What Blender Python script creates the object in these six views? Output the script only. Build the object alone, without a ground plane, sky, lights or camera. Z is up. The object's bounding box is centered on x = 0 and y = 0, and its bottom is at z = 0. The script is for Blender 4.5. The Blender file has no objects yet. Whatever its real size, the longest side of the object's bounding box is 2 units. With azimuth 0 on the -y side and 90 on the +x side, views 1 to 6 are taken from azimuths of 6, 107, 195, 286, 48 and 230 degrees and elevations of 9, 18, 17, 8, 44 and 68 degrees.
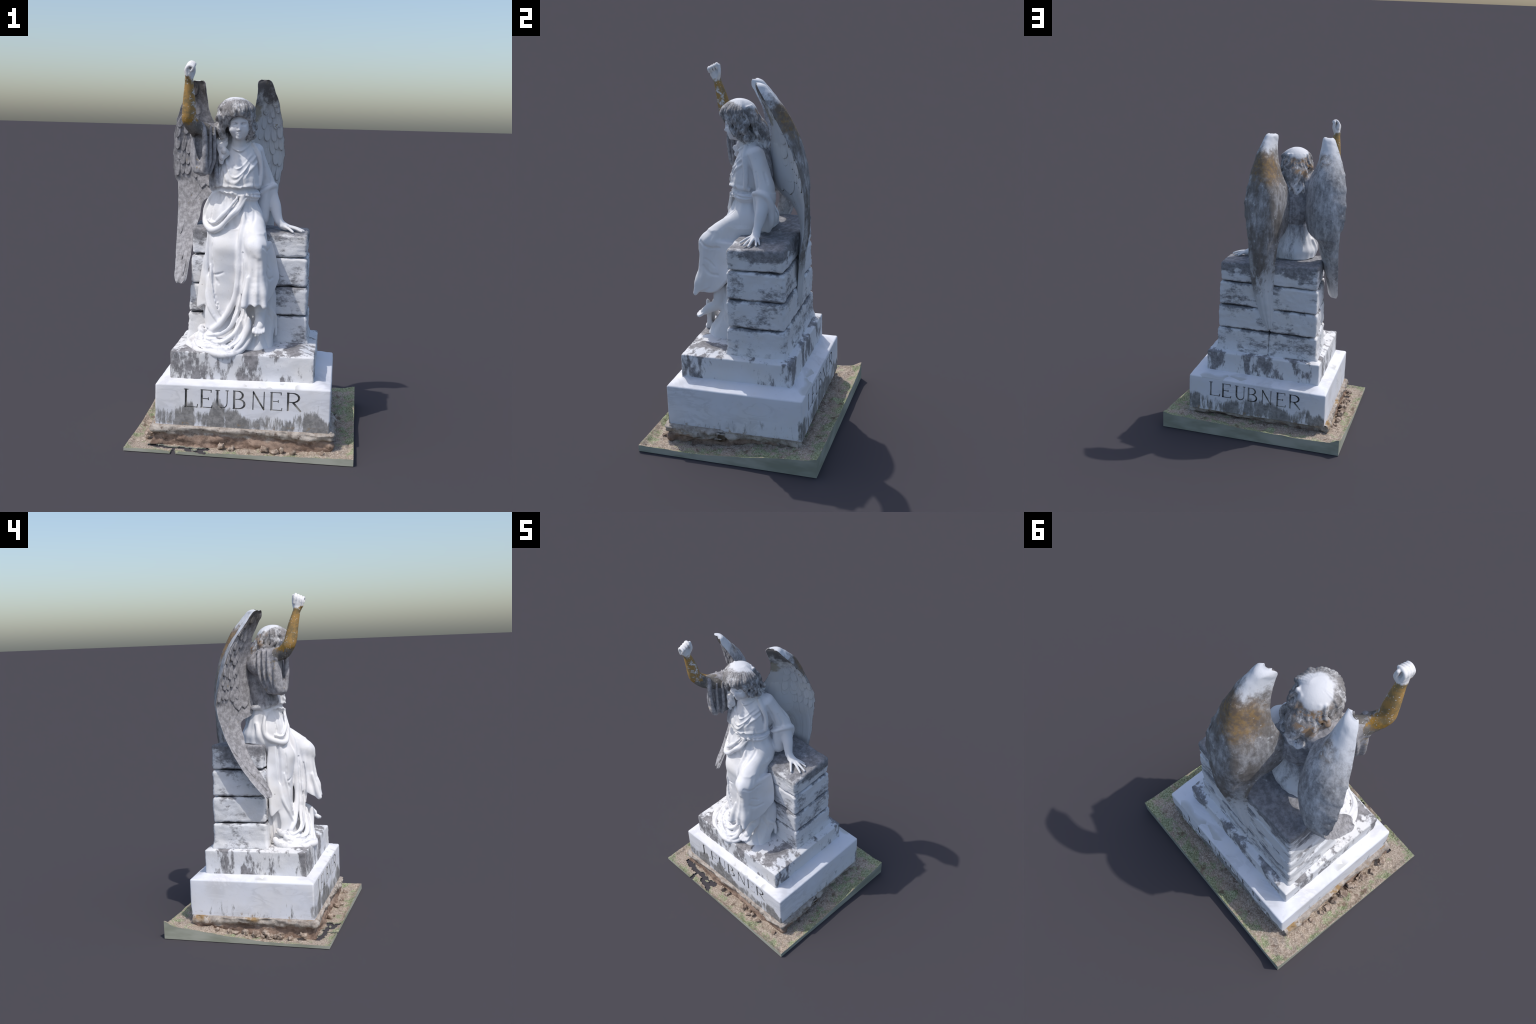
"""Weathered marble cemetery angel seated against a coursed-stone pier.

The figure is modelled as a blend of simple solids (limbs, draped columns,
fold ropes, carved grooves) in a signed-distance volume, meshed as one smooth
surface and then split into named parts.  Wings are lofted from cross-sections,
masonry is rounded, slightly rough block geometry, the turf is a height field.
"""
import numpy as np
from math import sin, cos, pi, radians

# ----------------------------------------------------------------------------
# 1. signed-distance modelling kit
# ----------------------------------------------------------------------------
H = 0.0030                                   # voxel size
LO = np.array([-0.44, -0.43, 0.455])
HI = np.array([0.33, 0.20, 2.02])
AX = [np.arange(LO[i], HI[i], H).astype(np.float32) for i in range(3)]
F = np.full([len(a) for a in AX], 0.06, np.float32)
LAB = np.zeros(F.shape, np.uint8)
PARTS = []


def pid(name):
    if name not in PARTS:
        PARTS.append(name)
    return PARTS.index(name)


def window(lo, hi, pad):
    s = []
    for i in range(3):
        a = int(np.clip((lo[i] - pad - LO[i]) / H, 0, len(AX[i])))
        b = int(np.clip((hi[i] + pad - LO[i]) / H + 2, 0, len(AX[i])))
        s.append(slice(a, max(b, a + 1)))
    return tuple(s)


def coords(s):
    return (AX[0][s[0]][:, None, None], AX[1][s[1]][None, :, None], AX[2][s[2]][None, None, :])


def blend(s, d, k, part):
    f = F[s]
    if k <= 0:
        r = np.minimum(f, d)
    else:
        h = np.clip(0.5 + 0.5 * (f - d) / k, 0, 1)
        r = f * (1 - h) + d * h - k * h * (1 - h)
    if part is not None:
        l = LAB[s]
        l[d < f] = pid(part)
    F[s] = r


def cut(s, d, k):
    f = F[s]
    d = -d
    h = np.clip(0.5 - 0.5 * (f - d) / k, 0, 1)
    F[s] = f * (1 - h) + d * h + k * h * (1 - h)


def spline(pts, n):
    """Catmull-Rom through control rows (any width), n samples."""
    p = np.array(pts, float)
    if len(p) == 2:
        t = np.linspace(0, 1, n)[:, None]
        return p[0] * (1 - t) + p[1] * t
    q = np.vstack([2 * p[0] - p[1], p, 2 * p[-1] - p[-2]])
    u = np.linspace(0, len(p) - 1, n)
    i = np.minimum(u.astype(int), len(p) - 2)
    t = (u - i)[:, None]
    a, b, c, d = q[i], q[i + 1], q[i + 2], q[i + 3]
    return 0.5 * (2 * b + (c - a) * t + (2 * a - 5 * b + 4 * c - d) * t ** 2 + (3 * b - a - 3 * c + d) * t ** 3)


def rope_field(lines, pad):
    allp = np.vstack(lines)
    r = allp[:, 3]
    lo = (allp[:, :3] - r[:, None]).min(0)
    hi = (allp[:, :3] + r[:, None]).max(0)
    s = window(lo, hi, pad)
    T = np.full([x.stop - x.start for x in s], 0.08, np.float32)
    for q in lines:
        for a, b in zip(q[:-1], q[1:]):
            l2 = np.minimum(a[:3] - a[3], b[:3] - b[3])
            h2 = np.maximum(a[:3] + a[3], b[:3] + b[3])
            w = window(l2, h2, pad)
            X, Y, Z = coords(w)
            ba = b[:3] - a[:3]
            den = max(float(ba @ ba), 1e-12)
            t = ((X - a[0]) * ba[0] + (Y - a[1]) * ba[1] + (Z - a[2]) * ba[2]) / den
            t = np.clip(t, 0, 1)
            d = np.sqrt((X - a[0] - t * ba[0]) ** 2 + (Y - a[1] - t * ba[1]) ** 2 + (Z - a[2] - t * ba[2]) ** 2)
            d = d - (a[3] + (b[3] - a[3]) * t)
            v = tuple(slice(w[i].start - s[i].start, w[i].stop - s[i].start) for i in range(3))
            T[v] = np.minimum(T[v], d)
    return s, T


def rope(part, pts, k=0.012, n=None):
    """Round-sectioned strand through points (x, y, z, radius)."""
    n = n or max(8, 5 * len(pts))
    s, T = rope_field([spline(pts, n)], max(k, 0.016))
    blend(s, T, k, part)


def groove(pts, k=0.008, n=None):
    n = n or max(8, 5 * len(pts))
    s, T = rope_field([spline(pts, n)], max(k, 0.016))
    cut(s, T, k)


def sheet(part, rows, k=0.01, m=9, n=14, op='add'):
    """Thick cloth: rows of (x, y, z, radius) points, skinned both ways."""
    R = np.stack([spline(r, n) for r in rows])
    span = np.linalg.norm(np.diff(R[:, :, :3], axis=0), axis=2).sum(0).max()
    m = max(m, int(span / (0.5 * R[..., 3].min())))
    g = np.stack([spline(R[:, j], m) for j in range(n)], 1)
    s, T = rope_field([g[i] for i in range(m)], max(k, 0.016))
    (blend(s, T, k, part) if op == 'add' else cut(s, T, k))


def egg(part, c, r, k=0.015, rot=0.0, tilt=0.0, op='add'):
    """Ellipsoid: rot about z (degrees), tilt about its own lateral axis."""
    m = max(r)
    s = window(np.array(c) - m, np.array(c) + m, max(k, 0.016))
    X, Y, Z = coords(s)
    a, b = radians(rot), radians(tilt)
    x, y, z = X - c[0], Y - c[1], Z - c[2]
    u = x * cos(a) + y * sin(a)
    v = -x * sin(a) + y * cos(a)
    v, w = v * cos(b) + z * sin(b), -v * sin(b) + z * cos(b)
    k0 = np.sqrt((u / r[0]) ** 2 + (v / r[1]) ** 2 + (w / r[2]) ** 2) + 1e-6
    k1 = np.sqrt((u / r[0] ** 2) ** 2 + (v / r[1] ** 2) ** 2 + (w / r[2] ** 2) ** 2) + 1e-6
    d = k0 * (k0 - 1) / k1
    (blend(s, d, k, part) if op == 'add' else cut(s, d, k))


def column_field(secs, rot, folds, pad, power, plane):
    S = np.array(secs, float)[np.argsort([q[0] for q in secs])]
    z0, z1 = S[0, 0], S[-1, 0]
    m = S[:, 3:5].max() + 0.03
    lo = [S[:, 1].min() - m, S[:, 2].min() - m, z0]
    hi = [S[:, 1].max() + m, S[:, 2].max() + m, z1]
    s = window(lo, hi, pad)
    X, Y, Z = coords(s)
    zz = np.clip(Z[0, 0], z0, z1)
    # smooth interpolation of section data along z
    dense = spline(S, 200)
    dense = dense[np.argsort(dense[:, 0])]
    val = [np.interp(zz, dense[:, 0], dense[:, i])[None, None, :] for i in range(1, 5)]
    cx, cy, a, b = val
    t = radians(rot)
    x, y = X - cx, Y - cy
    u = x * cos(t) + y * sin(t)
    v = -x * sin(t) + y * cos(t)
    k0 = ((np.abs(u) / a) ** power + (np.abs(v) / b) ** power) ** (1.0 / power) + 1e-6
    rr = np.sqrt(u * u + v * v) + 1e-6
    d = rr * (1 - 1 / k0)
    gx = np.sqrt((u / a ** 2) ** 2 + (v / b ** 2) ** 2) + 1e-6
    d = np.where(k0 < 3, k0 * (k0 - 1) / gx * 0.5 + d * 0.5, d)
    if folds:
        th = np.arctan2(v, u)
        for (num, amp, ph, tw) in folds:
            d = d - amp * np.cos(num * th + ph + tw * (Z - z0))
    d = np.maximum(d, np.maximum(Z - z1, z0 - Z))
    if plane is not None:                     # keep n.p >= c
        n, c = plane
        d = np.maximum(d, c - (X * n[0] + Y * n[1] + Z * n[2]))
    return s, d.astype(np.float32)


def column(part, secs, k=0.015, rot=0.0, folds=None, op='add', power=2.0, plane=None):
    s, d = column_field(secs, rot, folds, max(k, 0.016), power, plane)
    (blend(s, d, k, part) if op == 'add' else cut(s, d, k))


# ----------------------------------------------------------------------------
# 2. the angel
# ----------------------------------------------------------------------------
FA = 15.0                                    # body turn, degrees


def build_base():
    # --- skirt over hips and standing leg
    column('skirt', [(1.04, -0.085, -0.050, 0.090, 0.060), (1.09, -0.092, -0.050, 0.142, 0.110), (1.16, -0.107, -0.040, 0.152, 0.120),
                     (1.22, -0.107, -0.045, 0.146, 0.115), (1.29, -0.105, -0.048, 0.122, 0.092),
                     (1.36, -0.105, -0.050, 0.106, 0.078)], rot=FA, folds=[(17, 0.0022, 0, 3)])
    # bag of cloth over the seat
    egg('skirt', (-0.138, 0.006, 1.170), (0.120, 0.088, 0.056), k=0.03, rot=FA)
    column('skirt', [(1.13, -0.135, 0.010, 0.125, 0.085), (1.22, -0.130, 0.000, 0.105, 0.075), (1.34, -0.120, -0.005, 0.085, 0.055)], rot=FA, k=0.03, folds=[(15, 0.002, 0, 3)])
    # long skirt in front of the pier
    column('skirt', [(0.50, -0.085, -0.140, 0.155, 0.085), (0.60, -0.094, -0.122, 0.142, 0.076),
                     (0.72, -0.088, -0.116, 0.152, 0.074), (0.90, -0.074, -0.117, 0.147, 0.074),
                     (1.04, -0.068, -0.120, 0.150, 0.086), (1.13, -0.080, -0.080, 0.138, 0.080)],
           rot=10, power=2.7, k=0.03)
    # raised left thigh
    rope('skirt', [(-0.025, -0.03, 1.172, 0.074), (0.014, -0.13, 1.138, 0.066), (0.044, -0.242, 1.060, 0.056)], k=0.04)
    # cloth falling from the left knee, open below
    column('skirt', [(0.735, 0.044, -0.268, 0.070, 0.090), (0.82, 0.046, -0.247, 0.066, 0.101),
                     (0.92, 0.044, -0.222, 0.056, 0.100), (1.02, 0.044, -0.216, 0.052, 0.092),
                     (1.07, 0.045, -0.215, 0.048, 0.082), (1.115, 0.040, -0.190, 0.026, 0.046)], rot=14, power=2.2, k=0.03,
           folds=[(9, 0.0030, 0.6, 4)], plane=((0.0, -0.55, 0.835), 0.812))
    # flange of cloth swept back to the pier
    sheet('skirt', [[(0.082, -0.20, 1.06, 0.014), (0.096, -0.14, 1.06, 0.013), (0.100, -0.08, 1.06, 0.012)],
                    [(0.088, -0.23, 0.96, 0.012), (0.108, -0.16, 0.97, 0.012), (0.125, -0.09, 0.98, 0.012)],
                    [(0.094, -0.27, 0.86, 0.011), (0.118, -0.185, 0.87, 0.011), (0.144, -0.105, 0.905, 0.011)],
                    [(0.097, -0.285, 0.775, 0.009), (0.120, -0.195, 0.795, 0.009), (0.148, -0.115, 0.875, 0.009)]], k=0.02, n=16)
    # under-skirt behind the hanging foot
    column('skirt', [(0.495, 0.046, -0.188, 0.100, 0.082), (0.56, 0.050, -0.172, 0.094, 0.074),
                     (0.66, 0.066, -0.128, 0.084, 0.054), (0.80, 0.070, -0.110, 0.072, 0.044), (0.84, 0.072, -0.10, 0.03, 0.03)], rot=32, k=0.02,
           folds=[(7, 0.003, 0, 0)])
    # blouse
    column('torso', [(1.338, -0.107, -0.052, 0.116, 0.084), (1.375, -0.104, -0.056, 0.128, 0.100),
                     (1.42, -0.099, -0.052, 0.124, 0.098), (1.50, -0.092, -0.034, 0.114, 0.090),
                     (1.55, -0.090, -0.022, 0.114, 0.076), (1.585, -0.092, -0.018, 0.092, 0.054),
                     (1.61, -0.090, -0.025, 0.05, 0.04)], rot=10, power=1.85, k=0.012, folds=[(13, 0.0015, 1, 6)])
    egg('torso', (-0.122, 0.012, 1.47), (0.092, 0.064, 0.125), rot=FA, k=0.03)
    egg('torso', (-0.034, 0.048, 1.43), (0.058, 0.052, 0.125), rot=FA, k=0.025)
    # sash, knotted to the left side
    rope('sash', [(-0.215, -0.06, 1.332, 0.014), (-0.15, -0.135, 1.338, 0.016), (-0.06, -0.132, 1.322, 0.020),
                  (-0.005, -0.078, 1.312, 0.030), (0.005, -0.02, 1.312, 0.030), (-0.02, 0.02, 1.32, 0.02)], k=0.01)
    # neck and head
    rope('neck', [(-0.088, -0.075, 1.67, 0.038), (-0.086, -0.068, 1.60, 0.036), (-0.086, -0.05, 1.55, 0.046)], k=0.02)
    # skull cap of hair, opened for the face
    egg('hair', (-0.100, -0.100, 1.745), (0.088, 0.098, 0.085), rot=16, k=0.008)
    egg('hair', (-0.122, 0.000, 1.655), (0.072, 0.056, 0.085), rot=16, tilt=20, k=0.03)
    egg(None, (-0.072, -0.178, 1.688), (0.056, 0.060, 0.042), rot=16, k=0.006, op='cut')
    egg('head', (-0.082, -0.108, 1.690), (0.056, 0.068, 0.074), rot=16, tilt=12, k=0.004)
    egg('head', (-0.073, -0.120, 1.645), (0.036, 0.034, 0.034), rot=16, k=0.025)
    # right (raised) arm, sleeve
    rope('arm', [(-0.205, -0.03, 1.61, 0.05), (-0.255, -0.14, 1.645, 0.043), (-0.290, -0.205, 1.660, 0.041),
                 (-0.318, -0.250, 1.703, 0.037), (-0.317, -0.267, 1.745, 0.0355), (-0.315, -0.280, 1.810, 0.031),
                 (-0.312, -0.300, 1.885, 0.0225), (-0.312, -0.306, 1.905, 0.0215)], k=0.006)
    column('sleeve', [(1.422, -0.258, -0.148, 0.036, 0.026), (1.44, -0.260, -0.148, 0.062, 0.036),
                      (1.52, -0.258, -0.133, 0.082, 0.042), (1.60, -0.250, -0.114, 0.092, 0.046),
                      (1.66, -0.246, -0.108, 0.090, 0.044), (1.690, -0.250, -0.118, 0.072, 0.026)],
           rot=62, power=2.6, k=0.012)
    egg('sleeve', (-0.215, -0.035, 1.60), (0.06, 0.065, 0.065), k=0.03)
    # left arm, sleeve
    rope('sleeve.L', [(-0.002, 0.016, 1.545, 0.045), (0.018, 0.048, 1.47, 0.045), (0.043, 0.078, 1.39, 0.051),
                      (0.058, 0.086, 1.33, 0.055)], k=0.02)
    column('sleeve.L', [(1.135, 0.038, 0.070, 0.022, 0.033), (1.17, 0.040, 0.070, 0.034, 0.047),
                        (1.26, 0.046, 0.074, 0.039, 0.056), (1.35, 0.050, 0.080, 0.046, 0.060)], rot=0, k=0.015)
    rope('arm.L', [(0.070, 0.085, 1.34, 0.042), (0.098, 0.078, 1.27, 0.034), (0.118, 0.066, 1.205, 0.028),
                   (0.132, 0.058, 1.165, 0.022)], k=0.006)


def snap(q, off=0.0, steps=5):
    """Pull points on to the present surface, then move them out by off."""
    q = np.array(q, float)
    hi = np.array(F.shape) - 3
    for it in range(steps + 1):
        i = np.clip(np.round((q - LO) / H).astype(int), 2, hi)
        g = np.stack([F[i[:, 0] + 2 * (d == 0), i[:, 1] + 2 * (d == 1), i[:, 2] + 2 * (d == 2)]
                      - F[i[:, 0] - 2 * (d == 0), i[:, 1] - 2 * (d == 1), i[:, 2] - 2 * (d == 2)] for d in range(3)], 1)
        g = g / (np.linalg.norm(g, axis=1, keepdims=True) + 1e-9)
        if it == steps:
            return q + g * np.reshape(off, (-1, 1))
        q = q - g * np.clip(F[i[:, 0], i[:, 1], i[:, 2]], -0.015, 0.015)[:, None] * 0.8


def strand(part, pts, r, k=0.008, on=None):
    """Rope with one radius profile: pts (x, y, z), r scalar or (start, mid, end).
    on: lay it on the surface, its axis on*r above the skin."""
    q = spline(pts, 6 * len(pts))
    t = np.linspace(0, 1, len(q))
    r = (r, r, r) if np.isscalar(r) else r
    rad = np.interp(t, [0, 0.5, 1], r)
    if on is not None:
        q = snap(q, on * rad)
    s, T = rope_field([np.column_stack([q, rad])], max(k, 0.016))
    blend(s, T, k, part)


def carve(pts, r, k=0.006, on=0.15):
    q = spline(pts, 6 * len(pts))
    t = np.linspace(0, 1, len(q))
    r = (r * 0.4, r, r * 0.4) if np.isscalar(r) else r
    rad = np.interp(t, [0, 0.5, 1], r)
    if on is not None:
        q = snap(q, on * rad)
    s, T = rope_field([np.column_stack([q, rad])], max(k, 0.016))
    cut(s, T, k)


def lock(pts, r, k=0.005, turns=1.0, ph=0.0, n=2):
    """Lock of hair: a few thin strands twisted about one path."""
    q = spline(pts, 8 * len(pts))
    t = np.linspace(0, 1, len(q))
    r = (r, r, r) if np.isscalar(r) else r
    rad = np.interp(t, [0, 0.5, 1], r)
    tg = np.gradient(q, axis=0)
    tg /= np.linalg.norm(tg, axis=1, keepdims=True) + 1e-9
    u = np.cross(tg, [0.31, 0.17, 0.93])
    u /= np.linalg.norm(u, axis=1, keepdims=True) + 1e-9
    w = np.cross(tg, u)
    lines = []
    for i in range(n):
        a = ph + 2 * pi * i / n + t * turns * pi
        c = q + (u * np.cos(a)[:, None] + w * np.sin(a)[:, None]) * rad[:, None] * 0.46
        lines.append(np.column_stack([c, rad * 0.70]))
    s, T = rope_field(lines, 0.016)
    blend(s, T, k, 'hair')


def build_skirt_folds():
    # hip swag: a heavy roll of cloth slung below the waist
    strand('drape', [(-0.205, -0.085, 1.330), (-0.250, -0.070, 1.260), (-0.262, -0.072, 1.190), (-0.246, -0.112, 1.150),
                     (-0.205, -0.168, 1.130), (-0.160, -0.184, 1.148), (-0.109, -0.178, 1.205), (-0.068, -0.154, 1.264),
                     (-0.042, -0.140, 1.316)], (0.008, 0.018, 0.009), k=0.018)
    strand('drape', [(-0.245, -0.020, 1.245), (-0.262, -0.035, 1.190), (-0.250, -0.050, 1.150), (-0.215, -0.105, 1.128)], (0.008, 0.014, 0.010), k=0.020)
    strand('drape', [(-0.229, -0.132, 1.175), (-0.189, -0.166, 1.172), (-0.129, -0.172, 1.230), (-0.066, -0.150, 1.315)], (0.007, 0.012, 0.006), k=0.006)
    strand('drape', [(-0.120, -0.182, 1.185), (-0.066, -0.162, 1.240), (-0.030, -0.140, 1.300)], (0.006, 0.012, 0.005), k=0.008)
    carve([(-0.228, -0.140, 1.285), (-0.229, -0.146, 1.225), (-0.224, -0.152, 1.185), (-0.190, -0.176, 1.182)], 0.009, k=0.004, on=-0.1)
    carve([(-0.150, -0.184, 1.186), (-0.100, -0.178, 1.236), (-0.060, -0.160, 1.290)], 0.008, k=0.004, on=-0.1)
    # little gathers at the waist
    for i in range(9):
        u = i / 8.0
        x, y = -0.195 + 0.20 * u, -0.118 - 0.040 * sin(pi * min(u * 1.15, 1))+0.06*max(0,u-.6)
        carve([(x, y, 1.325), (x + 0.002, y - 0.004, 1.295), (x + 0.006, y - 0.012, 1.262)], (0.006, 0.004, 0.001), k=0.004)
    # long ridges from the lap to the pool of cloth
    strand('skirt', [(-0.034, -0.123, 1.260), (-0.036, -0.160, 1.190), (-0.044, -0.196, 1.110), (-0.050, -0.206, 1.030),
                     (-0.052, -0.210, 0.900), (-0.068, -0.214, 0.780), (-0.104, -0.214, 0.690), (-0.150, -0.210, 0.625), (-0.185, -0.200, 0.595)], (0.010, 0.016, 0.014), k=0.016)
    strand('skirt', [(-0.016, -0.204, 1.100), (-0.022, -0.220, 1.000), (-0.026, -0.226, 0.880), (-0.040, -0.228, 0.760),
                     (-0.062, -0.235, 0.670), (-0.100, -0.251, 0.610), (-0.160, -0.240, 0.575), (-0.215, -0.205, 0.560)], (0.010, 0.016, 0.014), k=0.014)
    strand('skirt', [(0.002, -0.248, 1.040), (-0.004, -0.256, 0.960), (-0.002, -0.256, 0.860), (-0.010, -0.246, 0.740), (-0.030, -0.255, 0.650),
                     (-0.065, -0.275, 0.590), (-0.125, -0.272, 0.548), (-0.200, -0.240, 0.540), (-0.262, -0.185, 0.555)], (0.010, 0.017, 0.016), k=0.014)
    strand('skirt', [(0.012, -0.250, 0.780), (0.006, -0.250, 0.680), (-0.012, -0.267, 0.610), (-0.050, -0.292, 0.552),
                     (-0.110, -0.300, 0.522), (-0.180, -0.285, 0.520)], (0.012, 0.017, 0.013), k=0.014)
    carve([(-0.032, -0.226, 1.020), (-0.040, -0.233, 0.900), (-0.052, -0.238, 0.780), (-0.085, -0.245, 0.670), (-0.140, -0.247, 0.605)], (0.006, 0.012, 0.010), k=0.003, on=-0.3)
    carve([(-0.012, -0.250, 0.980), (-0.016, -0.256, 0.860), (-0.026, -0.256, 0.750), (-0.050, -0.269, 0.640), (-0.100, -0.284, 0.575), (-0.180, -0.262, 0.548)], (0.006, 0.012, 0.010), k=0.003, on=-0.3)
    carve([(0.000, -0.273, 0.760), (-0.012, -0.270, 0.670), (-0.040, -0.300, 0.580), (-0.100, -0.312, 0.540)], (0.006, 0.012, 0.010), k=0.003, on=-0.3)
    # lining that hangs from the knee cloth into the pool
    strand('skirt', [(0.024, -0.270, 0.780), (0.024, -0.282, 0.700), (0.014, -0.284, 0.620), (-0.010, -0.292, 0.562), (-0.050, -0.312, 0.515)], (0.010, 0.015, 0.012), k=0.008)
    strand('skirt', [(0.040, -0.262, 0.640), (0.026, -0.276, 0.580), (0.000, -0.292, 0.530), (-0.035, -0.312, 0.502)], (0.006, 0.014, 0.012), k=0.008)
    # shallow folds over the standing leg
    strand('skirt', [(-0.217, -0.140, 0.870), (-0.205, -0.160, 0.750), (-0.180, -0.172, 0.680), (-0.152, -0.182, 0.635)], (0.008, 0.011, 0.007), k=0.008, on=0.1)
    strand('skirt', [(-0.196, -0.165, 0.940), (-0.186, -0.172, 0.850), (-0.172, -0.176, 0.760), (-0.145, -0.184, 0.690), (-0.120, -0.190, 0.655)], (0.006, 0.010, 0.008), k=0.008, on=0.1)
    carve([(-0.200, -0.182, 1.110), (-0.196, -0.184, 1.000), (-0.184, -0.182, 0.870), (-0.178, -0.184, 0.780), (-0.155, -0.190, 0.710)], 0.009, k=0.004, on=-0.1)
    carve([(-0.188, -0.186, 0.890), (-0.160, -0.190, 0.897), (-0.135, -0.190, 0.908)], 0.006, k=0.010)
    carve([(-0.172, -0.186, 0.872), (-0.160, -0.190, 0.845)], 0.006, k=0.010)
    strand('skirt', [(-0.210, -0.150, 1.120), (-0.208, -0.158, 1.000), (-0.206, -0.158, 0.880)], 0.010, k=0.008)
    # cloth edge falling beside the pier, free hem on the left
    sheet('drape', [[(-0.226, -0.125, 1.120, 0.010), (-0.230, -0.095, 1.120, 0.010)],
                    [(-0.235, -0.130, 0.980, 0.011), (-0.245, -0.085, 0.980, 0.011)],
                    [(-0.232, -0.135, 0.850, 0.012), (-0.268, -0.095, 0.845, 0.012)],
                    [(-0.225, -0.140, 0.735, 0.011), (-0.282, -0.105, 0.700, 0.010)]], k=0.012, m=26, n=8)
    sheet('drape', [[(-0.262, -0.078, 0.730, 0.008), (-0.215, -0.078, 0.735, 0.008)], [(-0.248, -0.077, 0.640, 0.008), (-0.205, -0.078, 0.640, 0.008)], [(-0.226, -0.078, 0.540, 0.009), (-0.190, -0.078, 0.540, 0.009)]], k=0.008, n=10)
    # dark hollow under that hem
    carve([(-0.248, -0.122, 0.690), (-0.240, -0.124, 0.640), (-0.228, -0.126, 0.585)], (0.022, 0.026, 0.018), k=0.006, on=None)
    # soft radiating folds over the lap and knee
    carve([(-0.020, -0.150, 1.255), (-0.006, -0.185, 1.200), (-0.010, -0.225, 1.140)], 0.006, k=0.012)
    carve([(0.024, -0.118, 1.240), (0.020, -0.168, 1.195), (0.010, -0.220, 1.145)], 0.005, k=0.012)
    carve([(0.090, -0.290, 1.065), (0.106, -0.235, 1.035), (0.110, -0.170, 1.040)], 0.006, k=0.012)
    carve([(0.128, -0.275, 0.930), (0.130, -0.230, 0.890), (0.140, -0.180, 0.890)], 0.006, k=0.012)
    carve([(0.126, -0.255, 0.970), (0.136, -0.205, 0.935)], 0.005, k=0.010)
    # knee-cloth troughs
    carve([(0.030, -0.335, 1.000), (0.030, -0.342, 0.880), (0.028, -0.350, 0.750)], (0.001, 0.010, 0.018), k=0.030)
    carve([(0.072, -0.312, 0.990), (0.078, -0.328, 0.880), (0.082, -0.340, 0.750)], (0.001, 0.008, 0.015), k=0.030)
    strand('skirt', [(0.008, -0.300, 0.900), (0.000, -0.325, 0.820), (-0.004, -0.344, 0.762)], (0.006, 0.014, 0.014), k=0.020)
    strand('skirt', [(0.085, -0.290, 0.900), (0.098, -0.312, 0.820), (0.104, -0.326, 0.762)], (0.006, 0.014, 0.013), k=0.020)
    # open the knee cloth from below
    egg(None, (0.052, -0.250, 0.735), (0.054, 0.066, 0.075), k=0.012, rot=14, op='cut')
    # lower hem fold on the right
    strand('skirt', [(0.100, -0.145, 0.730), (0.118, -0.138, 0.705), (0.136, -0.120, 0.680), (0.146, -0.095, 0.640), (0.146, -0.095, 0.560)], (0.008, 0.010, 0.008), k=0.010)
    carve([(0.110, -0.185, 0.700), (0.140, -0.172, 0.668), (0.155, -0.150, 0.620)], 0.007, k=0.008)
    carve([(0.060, -0.248, 0.640), (0.052, -0.252, 0.560), (0.040, -0.270, 0.500)], 0.007, k=0.010)
    carve([(0.110, -0.225, 0.620), (0.122, -0.238, 0.560), (0.138, -0.240, 0.500)], 0.006, k=0.010)


def build_pool():
    # cloth pooled on the step: flat base, then swirling rolls
    column('train', [(0.480, -0.150, -0.215, 0.130, 0.092), (0.505, -0.150, -0.215, 0.150, 0.108), (0.530, -0.150, -0.200, 0.138, 0.088),
                     (0.555, -0.155, -0.180, 0.11, 0.06)], rot=-12, k=0.012)
    strand('train', [(0.010, -0.255, 0.540), (-0.010, -0.285, 0.515), (-0.050, -0.318, 0.497), (-0.110, -0.330, 0.490), (-0.180, -0.312, 0.498),
                     (-0.240, -0.275, 0.508), (-0.272, -0.225, 0.530), (-0.268, -0.185, 0.560)], (0.012, 0.016, 0.014), k=0.010)
    strand('train', [(-0.180, -0.312, 0.498), (-0.235, -0.305, 0.500), (-0.285, -0.262, 0.508), (-0.312, -0.205, 0.515), (-0.302, -0.150, 0.525), (-0.270, -0.120, 0.545)], (0.008, 0.020, 0.018), k=0.012)
    strand('train', [(-0.200, -0.200, 0.560), (-0.240, -0.178, 0.572), (-0.262, -0.150, 0.588), (-0.240, -0.130, 0.600)], (0.014, 0.018, 0.012), k=0.010)
    strand('train', [(-0.075, -0.300, 0.520), (-0.120, -0.285, 0.530), (-0.150, -0.250, 0.540)], (0.010, 0.012, 0.010), k=0.008)
    strand('train', [(-0.150, -0.315, 0.512), (-0.200, -0.280, 0.520), (-0.225, -0.235, 0.530)], (0.010, 0.012, 0.010), k=0.008)
    carve([(-0.235, -0.245, 0.555), (-0.190, -0.270, 0.545), (-0.130, -0.292, 0.535), (-0.080, -0.305, 0.538)], (0.008, 0.011, 0.008), k=0.004, on=-0.3)
    carve([(-0.285, -0.205, 0.545), (-0.255, -0.262, 0.532), (-0.215, -0.298, 0.522), (-0.150, -0.325, 0.520)], (0.007, 0.010, 0.007), k=0.004, on=-0.3)
    carve([(-0.205, -0.175, 0.590), (-0.230, -0.205, 0.572), (-0.215, -0.235, 0.566), (-0.150, -0.268, 0.570)], (0.007, 0.010, 0.007), k=0.004, on=-0.3)
    carve([(-0.090, -0.325, 0.525), (-0.105, -0.300, 0.540)], 0.007)


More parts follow.
